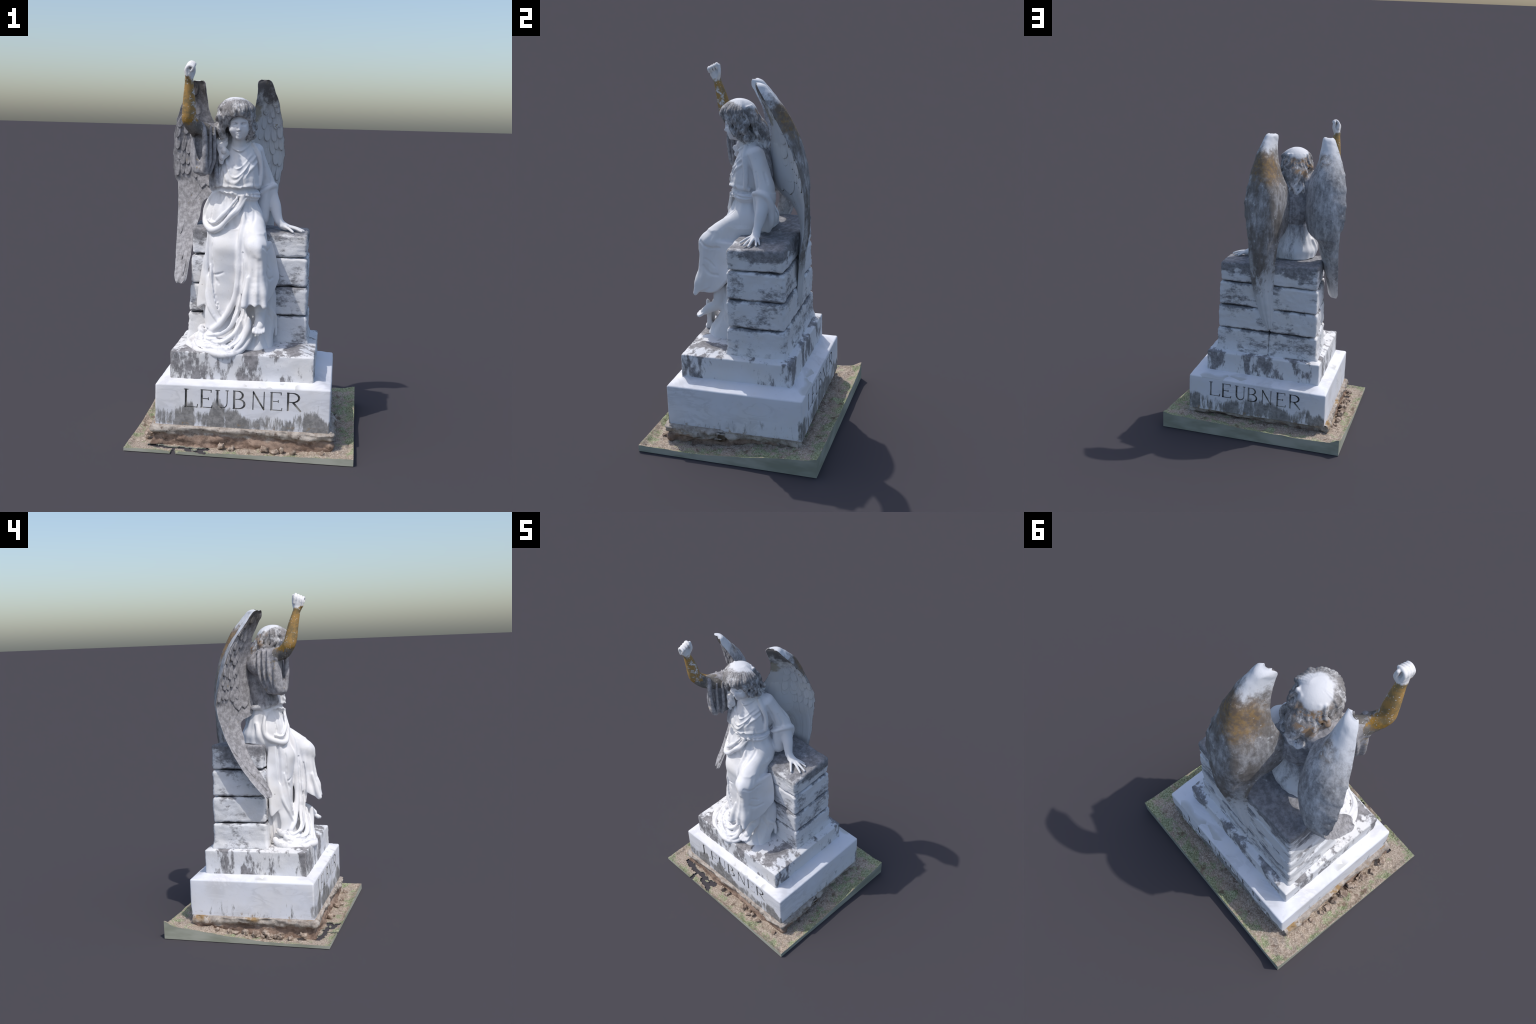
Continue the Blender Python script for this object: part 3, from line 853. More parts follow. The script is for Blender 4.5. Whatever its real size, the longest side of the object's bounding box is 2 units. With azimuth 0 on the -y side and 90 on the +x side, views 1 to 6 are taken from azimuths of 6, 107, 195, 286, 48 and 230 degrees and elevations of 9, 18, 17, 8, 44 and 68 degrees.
WHITE = (0.775, 0.78, 0.81)
GREY = (0.19, 0.185, 0.195)
OCHRE = (0.36, 0.20, 0.025)


def make_materials():
    M = {}
    one = lambda n, *v: v[0] if len(v) == 1 else n.math('MAXIMUM', v[0], one(n, *v[1:]))

    def marble(name, cover, streak=(1, 1, 0.35), scale=16.0, extra=None, base=WHITE, stain=GREY, bump=0.25, warm=0.5, soft=0.10):
        """White marble; cover (socket or number) is the share hidden by grey grime."""
        n = Nodes(name, 0.72, 0.25)
        c = cover(n) if callable(cover) else cover
        a = n.noise(scale, 8, 0.74, n.mapped(streak))
        b = n.noise(scale * 4.2, 4, 0.7, n.mapped(streak))
        f = n.math('ADD', n.math('MULTIPLY', a, 0.72), n.math('MULTIPLY', b, 0.28))
        thr = n.math('SUBTRACT', 0.80, n.math('MULTIPLY', c, 0.62))
        m = n.ramp(f, thr, n.math('ADD', thr, soft))
        pale = n.mix(n.ramp(n.noise(5, 3), 0.35, 0.7), base, tuple(q * w for q, w in zip(base, (1.0, 0.975, 0.93))))
        pale = n.mix(n.math('MULTIPLY', n.ramp(n.noise(70, 3, 0.7), 0.60, 0.75), 0.22), pale, (0.42, 0.40, 0.38))
        tone = n.mix(n.ramp(n.noise(38, 4, 0.7), 0.35, 0.68), stain, tuple(q * 2.1 for q in stain))
        col = n.mix(n.math('MULTIPLY', m, 0.92), pale, tone)
        if extra:
            col = extra(n, col)
        h = n.math('ADD', n.noise(46, 5, 0.6), n.math('MULTIPLY', n.noise(190, 2), 0.3))
        M[name] = n.finish(col, h, bump, 0.004)
        return n

    def speck(n, col):                        # iron-dark pits and ochre flecks
        d = n.math('MULTIPLY', n.ramp(n.cells(26), 0.10, 0.16, 1.0, 0.0), n.ramp(n.noise(7, 2), 0.68, 0.72))
        return n.mix(n.math('MULTIPLY', d, 0.65), col, (0.22, 0.19, 0.17))

    # dress: clean below, sooty on the raised-arm side above the waist
    def dress(n):
        side = n.math('MULTIPLY', n.ramp(n.axis(0), -0.13, -0.23), n.ramp(n.axis(2), 1.30, 1.40))
        nape = n.math('MULTIPLY', n.ramp(n.axis(1), -0.02, 0.06), n.ramp(n.axis(2), 1.20, 1.42, 0.35, 1.0))
        return n.math('ADD', n.math('ADD', n.math('MULTIPLY', side, 0.68), n.math('MULTIPLY', nape, 0.50)), 0.34)
    marble('dress', dress, extra=speck, scale=17, streak=(1, 1, 0.22), soft=0.22)
    marble('skin', 0.14, scale=18, bump=0.12, soft=0.14)
    marble('train', 0.52, scale=13, streak=(1, 1, 1), soft=0.24)
    marble('sleeve', lambda n: n.math('ADD', 0.26, n.ramp(n.axis(0), -0.10, -0.22, 0, 0.58)), scale=17, streak=(1, 1, 0.22), soft=0.14,
           extra=lambda n, c: n.mix(n.math('MULTIPLY', n.ramp(n.noise(34, 4, .7), 0.58, 0.68), n.ramp(n.axis(0), -0.22, -0.29, 0, 0.55)), c, (0.34, 0.25, 0.10)))

    # hair: grey with a rain-washed crown
    def crown(n, col):
        f = n.math('ADD', n.ball((-0.105, -0.065, 1.835), 0.045, 0.125), n.math('MULTIPLY', n.math('SUBTRACT', n.noise(22, 4, 0.6), 0.5), 0.9))
        col = n.mix(n.math('MULTIPLY', n.ramp(n.noise(19, 4, .65), 0.52, 0.62), n.ball((-0.17, 0.0, 1.74), 0.05, 0.12)), col, (0.30, 0.20, 0.12))
        return n.mix(n.ramp(f, 0.36, 0.72), col, (0.70, 0.705, 0.73))
    marble('hair', lambda n: n.math('SUBTRACT', 0.80, n.ramp(n.axis(2), 1.64, 1.56, 0, 0.38)), scale=24, streak=(1, 1, 0.6), extra=crown, stain=(0.105, 0.098, 0.096), soft=0.26)

    # raised arm: ochre lichen on the forearm, soot toward the sleeve, washed fist
    def lichen_arm(n, col):
        zone = n.math('MULTIPLY', n.ramp(n.axis(2), 1.63, 1.73), n.ramp(n.axis(2), 1.955, 1.885))
        f = n.math('ADD', zone, n.math('MULTIPLY', n.math('SUBTRACT', n.noise(26, 6, 0.75), 0.5), 1.9))
        sunny = n.ramp(n.axis(0), -0.280, -0.325, -0.34, 0.12)
        oc = n.mix(n.ramp(n.noise(26, 4, .7), 0.38, 0.62), (0.20, 0.135, 0.035), (0.40, 0.215, 0.030))
        col = n.mix(n.ramp(n.math('ADD', f, sunny), 0.45, 0.72, 0, 0.93), col, oc)
        dots = n.math('MULTIPLY', n.ramp(n.cells(95), 0.20, 0.28, 1.0, 0.0), n.ramp(n.noise(30, 3), 0.50, 0.56))
        return n.mix(n.math('MULTIPLY', dots, 0.8), col, (0.62, 0.62, 0.60))
    marble('lichen_arm', lambda n: n.ramp(n.axis(2), 1.78, 1.66, 0.12, 1.0), extra=lichen_arm, scale=18, soft=0.18, stain=(0.085, 0.075, 0.062))

    # wings
    def wing_back(n, col):
        col = n.mix(n.math('MULTIPLY', n.ramp(n.axis(0), -0.16, -0.06), n.ramp(n.noise(15, 5, .7, n.mapped((1, 1, 0.4))), 0.36, 0.56, 0.15, 0.75)), col, (0.125, 0.105, 0.085))
        tip = n.math('ADD', n.math('ADD', n.axis(2), n.math('MULTIPLY', n.axis(0), -0.10)), n.math('MULTIPLY', n.math('SUBTRACT', n.noise(20, 6, .7), 0.5), 0.26))
        lic = n.math('ADD', n.math('MAXIMUM', n.ball((0.02, 0.20, 1.74), 0.03, 0.24), n.math('MULTIPLY', n.ball((-0.30, 0.05, 1.80), 0.03, 0.11), 0.8)),
                     n.math('MULTIPLY', n.math('SUBTRACT', n.noise(24, 5, .7), 0.5), 1.2))
        oc = n.mix(n.ramp(n.noise(40, 4, .7), 0.4, 0.62), (0.17, 0.12, 0.08), (0.29, 0.18, 0.065))
        col = n.mix(n.ramp(lic, 0.42, 1.05, 0, 0.85), col, oc)
        dots = n.math('MULTIPLY', n.ramp(n.cells(38), 0.17, 0.25, 1.0, 0.0), n.ramp(n.noise(11, 3), 0.50, 0.56))
        col = n.mix(n.math('MULTIPLY', dots, 0.7), col, (0.55, 0.56, 0.57))
        pale = n.math('MULTIPLY', n.ramp(n.axis(2), 1.30, 0.95), n.ramp(n.noise(13, 5, .65, n.mapped((1, 1, 0.5))), 0.44, 0.56))
        low = n.ramp(n.axis(2), 1.02, 0.86)
        col = n.mix(n.math('MAXIMUM', pale, low), col, (0.66, 0.67, 0.69))
        return n.mix(n.ramp(tip, 1.79, 1.88), col, (0.70, 0.71, 0.74))
    marble('wing', 0.86, extra=wing_back, scale=15, streak=(1, 1, 0.25), stain=(0.16, 0.157, 0.163), soft=0.34)

    def dark_tip(n, col):
        f = n.math('ADD', n.ramp(n.axis(2), 1.62, 1.93), n.math('MULTIPLY', n.math('SUBTRACT', n.noise(22, 5, .7), 0.5), 1.3))
        col = n.mix(n.ramp(f, 0.40, 0.95, 0, 0.92), col, (0.095, 0.085, 0.080))
        g = n.math('ADD', n.ball((-0.012, 0.06, 1.74), 0.03, 0.11), n.math('MULTIPLY', n.math('SUBTRACT', n.noise(40, 4, .7), 0.5), 0.8))
        col = n.mix(n.ramp(g, 0.5, 0.9, 0, 0.6), col, (0.22, 0.17, 0.06))
        k = n.math('MULTIPLY', n.ramp(n.noise(48, 4, .7), 0.60, 0.66), n.ramp(n.noise(9, 2), 0.55, 0.65))
        return n.mix(n.math('MULTIPLY', k, 0.8), col, (0.20, 0.15, 0.05))
    left = lambda n: n.ramp(n.axis(0), -0.05, -0.25, 0.26, 0.84)
    marble('wing_front', left, extra=dark_tip, scale=19, streak=(1, 1, 0.3), base=(0.64, 0.65, 0.67), soft=0.16)
    marble('feather', left, extra=dark_tip, scale=21, streak=(1, 1, 0.4), base=(0.66, 0.67, 0.69), soft=0.16)

    # masonry
    def ledge(z, d):
        return lambda n: n.ramp(n.axis(2), z - d, z, 0, 1)

    def block_cover(n):
        top = n.ramp(n.axis(2), 1.00, 1.10, 0.0, 0.34)
        lip = n.ramp(n.axis(2), 1.106, 1.116, 0.0, 0.22)
        patch = n.ramp(n.noise(7.5, 3), 0.34, 0.62, 0.26, 0.64)
        g = 0.0
        for zj in (0.660, 0.820, 0.981):
            g = n.math('ADD', g, n.ramp(n.math('ABSOLUTE', n.math('SUBTRACT', n.axis(2), zj)), 0.006, 0.022, 0.22, 0.0))
        return n.math('ADD', n.math('ADD', n.math('ADD', top, lip), patch), g)
    marble('block', block_cover, scale=26, streak=(0.75, 0.75, 1.6), base=(0.735, 0.745, 0.78), soft=0.20, bump=0.5, stain=(0.145, 0.143, 0.152))

    def step_cover(n):
        face = n.ramp(n.noise(7, 4, .65, n.mapped((1, 1, 0.45))), 0.36, 0.64, 0.20, 0.84)
        return n.math('ADD', face, n.ramp(n.axis(2), 0.485, 0.502, 0.0, 0.12))
    marble('step', step_cover, scale=30, streak=(1, 1, 0.4), base=(0.74, 0.75, 0.785), soft=0.18, bump=0.4, stain=(0.135, 0.13, 0.135))

    def plinth_cover(n):
        onface = n.math('ADD', n.ramp(n.math('ABSOLUTE', n.axis(1)), 0.355, 0.372), 0.0)
        zz = n.math('ADD', n.axis(2), n.math('MULTIPLY', n.math('SUBTRACT', n.noise(5.5, 3, .6, n.mapped((1, 1, 0.2))), 0.5), 0.34))
        low = n.math('MULTIPLY', n.ramp(zz, 0.26, 0.16), n.ramp(n.axis(2), 0.09, 0.13, 0.45, 1.0))
        drip = n.math('MULTIPLY', n.math('MULTIPLY', n.ramp(n.axis(2), 0.33, 0.28), onface), n.ramp(n.noise(9, 2, .5, n.mapped((1, 1, 0.05))), 0.46, 0.60))
        sidelow = n.math('MULTIPLY', n.math('SUBTRACT', 1.0, onface), n.math('MULTIPLY', low, 0.35))
        return n.math('ADD', n.math('ADD', n.math('MULTIPLY', n.math('MULTIPLY', low, onface), 0.52), n.math('MULTIPLY', drip, 0.26)), n.math('ADD', sidelow, 0.10))

    def veins(n, col):
        v = n.noise(3.0, 5, .6, n.mapped((1.2, 1.2, 3.4), rot=(0.5, 0.35, 0)), 1.4)
        v = n.ramp(n.math('ABSOLUTE', n.math('SUBTRACT', v, 0.5)), 0.0, 0.09, 1.0, 0.0)
        v = n.math('MULTIPLY', v, n.ramp(n.noise(4, 3), 0.42, 0.62))
        col = n.mix(n.math('MULTIPLY', v, 0.24), col, (0.36, 0.36, 0.38))
        # dull rectangular-edged blotches on the weathered rim
        cell = n.cells(19, n.mapped((1, 1.25, 0.2)), 'Color')
        sep = n.t.nodes.new('ShaderNodeSeparateColor')
        n.t.links.new(cell, sep.inputs[0])
        rim = n.math('MAXIMUM', n.ramp(n.math('ABSOLUTE', n.axis(0)), 0.400, 0.425), n.ramp(n.math('ABSOLUTE', n.axis(1)), 0.325, 0.345))
        p = n.math('MULTIPLY', n.math('GREATER_THAN', sep.outputs[0], 0.80), n.math('MULTIPLY', rim, n.math('GREATER_THAN', n.axis(2), 0.339)))
        col = n.mix(n.math('MULTIPLY', p, n.ramp(n.noise(3, 1), 0.50, 0.56, 0, 0.7)), col, (0.50, 0.50, 0.48))
        o = n.math('MULTIPLY', n.ramp(n.noise(24, 4, .7), 0.56, 0.66), n.ramp(n.axis(2), 0.150, 0.125))
        return n.mix(n.math('MULTIPLY', o, 0.7), col, (0.30, 0.20, 0.10))
    marble('plinth', plinth_cover, scale=22, streak=(1, 1, 0.22), extra=veins, base=(0.765, 0.78, 0.84), stain=(0.14, 0.135, 0.13), bump=0.12, soft=0.12)
    marble('carving', lambda n: n.ramp(n.noise(8, 3), 0.40, 0.60, 0.45, 0.95), scale=26, streak=(1, 1, 0.4), base=(0.46, 0.45, 0.44), stain=(0.07, 0.068, 0.066), soft=0.30)

    # footing: broken lime mortar and clay
    n = Nodes('concrete', 0.92, 0.1)
    clay = n.mix(n.ramp(n.noise(14, 5, .7), 0.35, 0.65), (0.19, 0.13, 0.10), (0.38, 0.28, 0.22))
    crust = n.mix(n.ramp(n.noise(18, 5, .7), 0.35, 0.65), (0.30, 0.255, 0.22), (0.52, 0.47, 0.42))
    c = n.mix(n.ramp(n.math('ADD', n.axis(2), n.math('MULTIPLY', n.math('SUBTRACT', n.noise(13, 4), 0.5), 0.10)), 0.060, 0.080), clay, crust)
    c = n.mix(n.ramp(n.noise(40, 4, .7), 0.55, 0.72), c, (0.13, 0.095, 0.075))
    c = n.mix(n.math('MULTIPLY', n.ramp(n.noise(11, 3), 0.55, 0.66), n.math('MULTIPLY', n.ramp(n.axis(2), 0.07, 0.11), n.ramp(n.axis(0), -0.38, -0.46))), c, (0.33, 0.22, 0.11))
    M['concrete'] = n.finish(c, n.noise(60, 6, .7), 0.7, 0.008)

    n = Nodes('rubble', 0.95, 0.05)
    M['rubble'] = n.finish(n.mix(n.ramp(n.noise(35, 5, .7), 0.35, 0.65), (0.24, 0.18, 0.14), (0.50, 0.41, 0.34)), n.noise(70, 5, .7), 0.7, 0.008)

    # turf: dead straw, clumps of green, bare clay near the footing
    n = Nodes('turf', 0.95, 0.05)
    f1 = n.noise(130, 4, 0.75, n.mapped((1, 1, 0.3)), 0.8)
    straw = n.mix(n.ramp(f1, 0.35, 0.68), (0.31, 0.24, 0.185), (0.72, 0.62, 0.52))
    green = n.mix(n.ramp(n.noise(160, 3, .7), 0.35, 0.66), (0.17, 0.205, 0.10), (0.56, 0.60, 0.40))
    where = n.math('ADD', n.math('MULTIPLY', n.noise(13, 4, .65), 0.75), n.math('MULTIPLY', n.noise(70, 3, .7), 0.25))
    rx = n.ramp(n.math('ABSOLUTE', n.axis(0)), 0.47, 0.58)
    ry = n.ramp(n.math('ABSOLUTE', n.axis(1)), 0.38, 0.48)
    where = n.math('ADD', where, n.math('MULTIPLY', n.math('MAXIMUM', rx, ry), 0.10))
    where = n.math('ADD', where, n.ramp(n.math('ADD', n.axis(0), n.axis(1)), -0.2, 0.8, -0.02, 0.045))
    c = n.mix(n.ramp(where, 0.545, 0.66), straw, green)
    c = n.mix(n.math('MULTIPLY', n.ramp(n.noise(17, 3), 0.60, 0.68), 0.7), c, (0.20, 0.135, 0.10))
    M['turf'] = n.finish(c, f1, 0.8, 0.010)

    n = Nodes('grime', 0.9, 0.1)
    M['grime'] = n.finish(n.mix(n.noise(40), (0.10, 0.09, 0.08), (0.22, 0.20, 0.17)))  # dark rim colour drawing the occlusion shadow under feather edges

    n = Nodes('bank', 0.9, 0.1)
    c = n.mix(n.ramp(n.noise(5, 3, .5, n.mapped((1, 1, 3))), 0.3, 0.7), (0.28, 0.295, 0.23), (0.42, 0.425, 0.36))
    M['bank'] = n.finish(c)
    return M


# ----------------------------------------------------------------------------
# 6. masonry and ground
# ----------------------------------------------------------------------------
BT = 0.93                                    # masonry is turned by about a degree


def letter_strokes():
    """Stroke lists in a unit-high box: (x0, y0, x1, y1, width0, width1)."""
    T, t = 0.115, 0.050
    arc = lambda cx, cy, rx, ry, a0, a1, n, w: [
        (cx + rx * cos(radians(a0 + (a1 - a0) * i / n)), cy + ry * sin(radians(a0 + (a1 - a0) * i / n)),
         cx + rx * cos(radians(a0 + (a1 - a0) * (i + 1) / n)), cy + ry * sin(radians(a0 + (a1 - a0) * (i + 1) / n)),
         w(i / n), w((i + 1) / n)) for i in range(n)]
    bow = lambda u: t + (T - t) * sin(pi * u)
    left = lambda u: T + (t - T) * u
    G = {
        'L': [(0.1, 0, 0.1, 1, T, T), (0.04, 0.02, 0.70, 0.02, t, t), (0.70, 0.0, 0.74, 0.18, t, t), (0, 0.98, 0.22, 0.98, t, t)],
        'E': [(0.1, 0, 0.1, 1, T, T), (0.04, 0.02, 0.64, 0.02, t, t), (0.04, 0.98, 0.60, 0.98, t, t), (0.1, 0.50, 0.46, 0.50, t, t),
              (0.64, 0.0, 0.66, 0.14, t, t), (0.60, 1.0, 0.60, 0.86, t, t), (0.46, 0.44, 0.46, 0.57, t, t)],
        'U': [(0.1, 0.30, 0.1, 1, T, T)] + arc(0.36, 0.31, 0.26, 0.30, 180, 360, 9, left) + [(0.62, 0.30, 0.62, 1, t, t), (0, 0.98, 0.22, 0.98, t, t), (0.54, 0.98, 0.70, 0.98, t, t)],
        'B': [(0.1, 0, 0.1, 1, T, T), (0.04, 0.98, 0.3, 0.98, t, t), (0.1, 0.53, 0.34, 0.53, t, t), (0.04, 0.02, 0.34, 0.02, t, t)]
             + arc(0.30, 0.755, 0.26, 0.225, 90, -90, 8, bow) + arc(0.34, 0.275, 0.32, 0.255, 90, -90, 8, bow),
        'N': [(0.08, 0, 0.08, 1, t, t), (0.08, 0.97, 0.66, 0.03, T * .8, T * .8), (0.66, 0, 0.66, 1, t, t)],
        'R': [(0.1, 0, 0.1, 1, T, T), (0.04, 0.98, 0.34, 0.98, t, t), (0.1, 0.48, 0.36, 0.48, t, t)]
             + arc(0.34, 0.73, 0.34, 0.25, 90, -90, 8, bow) + [(0.36, 0.48, 0.78, 0.0, T, T * .8)],
    }
    return G


def inscription(side):
    """Wedge-shaped cutters for the carved name on one long face (local frame)."""
    G = letter_strokes()
    ht = 0.098
    if side > 0:
        x0s = [-0.306, -0.222, -0.139, -0.051, 0.050, 0.144, 0.230]
        z0, yf = 0.2165, -0.3795
    else:
        x0s = [-0.319, -0.235, -0.142, -0.060, 0.036, 0.135, 0.220]
        z0, yf = 0.221, -0.3795
    V, Q = [], []
    for ch, x0 in zip('LEUBNER', x0s):
        for (a, b, c, d, w0, w1) in G[ch]:
            p, q = np.array([a, b]) * ht, np.array([c, d]) * ht
            u = (q - p) / max(np.linalg.norm(q - p), 1e-6)
            n = np.array([-u[1], u[0]])
            p, q = p - u * 0.0012, q + u * 0.0012
            prof = [(-0.5, 0.012), (0.5, 0.012), (0.5, -0.001), (0.16, -0.0085), (-0.16, -0.0085), (-0.5, -0.001)]
            base = len(V)
            for e, w in ((p, w0), (q, w1)):
                for (s, dep) in prof:
                    g = e + n * s * w * ht
                    V.append((x0 + g[0], yf - dep, z0 + g[1] + 0.018 * (x0 + 0.3) * side))
            m = len(prof)
            Q += [[base + i for i in range(m)][::-1], [base + m + i for i in range(m)]]
            for i in range(m):
                j = (i + 1) % m
                Q.append([base + i, base + j, base + m + j, base + m + i])
    V = np.array(V)
    if side < 0:
        V[:, :2] *= -1
    return V, Q


def build_masonry(root, M):
    # plinth
    V, Q, N = block_mesh((-0.460, -0.3795, 0.108), (0.460, 0.3795, 0.342), 0.010, cell=0.03)
    top = (V[:, 2] > 0.335)
    e = np.minimum(0.46 - np.abs(V[:, 0]), 0.3795 - np.abs(V[:, 1]))
    V[:, 2] += np.where(top, 0.026 * sstep(0.0, 0.09, e), 0)
    V[:, 2] += 0.016 * V[:, 0] * sstep(0.15, 0.33, V[:, 2])
    V += N * (0.0016 * fbm(V, 14, 3))[:, None]
    pl = mesh_object('plinth', V, Q, M['plinth'], root)
    pl.data.materials.append(M['carving'])
    for side in (1, -1):
        CV, CQ = inscription(side)
        cutter = mesh_object('cutter', CV, CQ, M['plinth'], smooth=False)
        cutter.data.materials.append(M['carving'])
        cutter.data.polygons.foreach_set('material_index', [1] * len(CQ))
        bm = bmesh.new()
        bm.from_mesh(cutter.data)
        bmesh.ops.recalc_face_normals(bm, faces=bm.faces)
        bm.to_mesh(cutter.data)
        bm.free()
        md = pl.modifiers.new('carve', 'BOOLEAN')
        md.object = cutter
        md.operation = 'DIFFERENCE'
        md.solver = 'EXACT'
        md.use_self = True
        dg = bpy.context.evaluated_depsgraph_get()
        me = bpy.data.meshes.new_from_object(pl.evaluated_get(dg))
        pl.modifiers.clear()
        pl.data = me
        bpy.data.objects.remove(cutter)
    pl.data.transform(Matrix.Rotation(radians(BT), 4, 'Z'))
    pl.data.polygons.foreach_set('use_smooth', [True] * len(pl.data.polygons))
    pl.data.set_sharp_from_angle(angle=radians(35))

    # step
    V, Q, N = block_mesh((-0.379, -0.3105, 0.345), (0.379, 0.3105, 0.500), 0.008, cell=0.012)
    e = np.minimum(0.379 - np.abs(V[:, 0]), 0.3105 - np.abs(V[:, 1]))
    V[:, 2] += np.where(V[:, 2] > 0.49, 0.016 * sstep(0.0, 0.08, e), 0)
    V += N * (0.0022 * fbm(V, 16, 5) + 0.0010 * fbm(V * [1, 1, 2], 60, 8))[:, None]
    V = spin(V, BT)
    V[:, :2] += (-0.013, -0.014)
    mesh_object('step', V, Q, M['step'], root)

    # pier: four courses of pillowed blocks
    joints = [(0.505, 0.660), (0.660, 0.820), (0.820, 0.981), (0.981, 1.112)]
    cx, cy = -0.026, 0.089
    blocks = []
    for c, (z0, z1) in enumerate(joints):
        g = 0.020 - 0.0045 * c                      # lower courses are wider
        gap = 0.0035
        xs = [(-0.312 - g, 0.316 + g)]
        if c < 3:
            xs = [(-0.312 - g, -0.016), (-0.013, 0.316 + g)]
        for (xa, xb) in xs:
            V, Q, N = block_mesh((xa, -0.154 - g * 0.6, z0 + gap if c else z0 - 0.01), (xb, 0.150 + g * 0.6, z1 - gap), 0.015, cell=0.010)
            if c == 3:
                up = sstep(1.02, 1.09, V[:, 2])
                V[:, 2] += up * (0.010 - 0.045 * V[:, 0] + 0.03 * V[:, 1] + 0.004 * fbm(V * [1, 1, 0], 9, 31))
            if c == 0:
                f = sstep(0.56, 0.50, V[:, 2])
                V[:, 0] += np.sign(V[:, 0]) * np.where(np.abs(V[:, 0]) > 0.2, 0.012 * f, 0)
                V[:, 1] += np.sign(V[:, 1]) * 0.010 * f
            V += N * (0.0032 * fbm(V, 13, 11 + c) + 0.0022 * fbm(V * [1, 1, 2.4], 45, 21 + c))[:, None]
            V[:, 0] += np.where(V[:, 0] < -0.1, 0.014 * sstep(0.15, -0.15, V[:, 1]), 0)   # left face is out of square
            V = spin(V, 1.2)
            V[:, 0] += cx
            V[:, 1] += cy
            mesh_object('stone_block', V, Q, M['block'], root)

    # rough footing
    V, Q, N = block_mesh((-0.482, -0.390, -0.0), (0.474, 0.372, 0.116), 0.012, cell=0.009)
    lay = fbm(V * [1, 1, 3.2], 11, 41, 3) + 0.5 * fbm(V, 40, 44, 2)
    side = np.clip(1 - np.abs(N[:, 2]), 0, 1)
    V[:, :2] += N[:, :2] * (0.014 * lay - 0.006 - 0.012 * np.abs(np.sin(V[:, 2] * 75)) * sstep(-.2, .5, vnoise(V, 9, 47)))[:, None]
    V[:, :2] += N[:, :2] * np.where(V[:, 1:2] < -0.36, 0.006, 0)
    zw = V[:, 2] + 0.014 * vnoise(V, 12, 48)
    V[:, :2] += N[:, :2] * (0.010 * sstep(0.075, 0.09, zw) - 0.020 * sstep(0.085, 0.065, zw) * sstep(0.02, 0.045, zw) * (0.5 + 0.5 * vnoise(V, 10, 49)))[:, None]
    inset = sstep(-0.02, 0.06, V[:, 1]) * (N[:, 0] > 0.5) + (N[:, 1] > 0.5)
    V[:, :2] -= N[:, :2] * (0.022 * inset)[:, None]
    keep = np.maximum(V[:, 2], 0.001)
    V[:, 2] = keep
    mesh_object('footing', spin(V, BT), Q, M['concrete'], root)
    # loose rubble at the foot of the left and front faces
    rng = np.random.default_rng(77)
    for i in range(36):
        if i < 27:
            c = np.array([-0.495 - rng.uniform(0, 0.018), rng.uniform(-0.36, 0.34), rng.uniform(0.014, 0.045)])
        else:
            c = np.array([rng.uniform(-0.10, 0.47), -0.405 - rng.uniform(0, 0.012), rng.uniform(0.010, 0.030)])
        r = rng.uniform(0.007, 0.015)
        V, Q, N = block_mesh((-r * 1.3, -r * rng.uniform(0.9, 1.8), -r), (r * 1.3, r * rng.uniform(0.9, 1.8), r), r * 0.6, cell=0.004)
        V = spin(V, rng.uniform(0, 180)) + c
        V = V + N * (0.011 * fbm(V, 55, 78, 3))[:, None]
        V[:, 2] = np.maximum(V[:, 2], 0.002)
        mesh_object('rubble', V, Q, M['rubble'], root)
    # broken mortar lump under the right side
    V, Q, N = block_mesh((0.40, -0.375, 0.02), (0.484, -0.045, 0.124), 0.02, cell=0.008)
    V[:, :2] += N[:, :2] * (0.016 * fbm(V * [1, 1, 2.4], 16, 51, 3))[:, None]
    V[:, 2] += np.where(V[:, 2] < 0.06, 0.05 * sstep(-0.35, -0.05, V[:, 1]) + 0.02 * vnoise(V, 14, 54), 0)
    mesh_object('mortar', V, Q, M['concrete'], root)


def turf_height(x, y):
    P = np.stack([x, y, 0 * x], -1)
    h = 0.018 + 0.060 * sstep(-0.25, 0.55, y) + 0.018 * sstep(-0.1, 0.6, x) + 0.004 * vnoise(P, 6, 61)
    h = h - 0.006 * sstep(0.1, -0.6, x) * sstep(-0.3, 0.15, y) * sstep(0.35, 0.15, y)
    h = h + 0.030 * np.exp(-((x + 0.593) ** 2 + (y - 0.50) ** 2) / 0.0018) + 0.014 * np.exp(-((x - 0.593) ** 2 + (y - 0.50) ** 2) / 0.002)
    edge = np.minimum(0.593 - np.abs(x), 0.5 - np.abs(y))
    h = h - 0.007 * sstep(0.0, 0.035, edge)
    h = h - 0.012 * sstep(0.0, 0.03, 0.5 + y) * sstep(-0.34, -0.40, y) * sstep(0.593, 0.55, np.abs(x))
    h = h - 0.006 * sstep(-0.40, -0.46, x) * sstep(0.0, 0.03, edge) * sstep(-0.45, -0.2, y)
    h = h - 0.003 * sstep(0.0, 0.03, edge) * sstep(0.40, 0.46, x)
    rim = np.minimum(np.minimum(0.593 - np.abs(x), 0.5 - np.abs(y)) / 0.02, 1)
    h = h + (0.0055 * fbm(P, 40, 63, 3) + 0.004 * fbm(P, 16, 67, 2)) * (0.25 + 0.75 * rim)
    return np.maximum(h, 0.006)


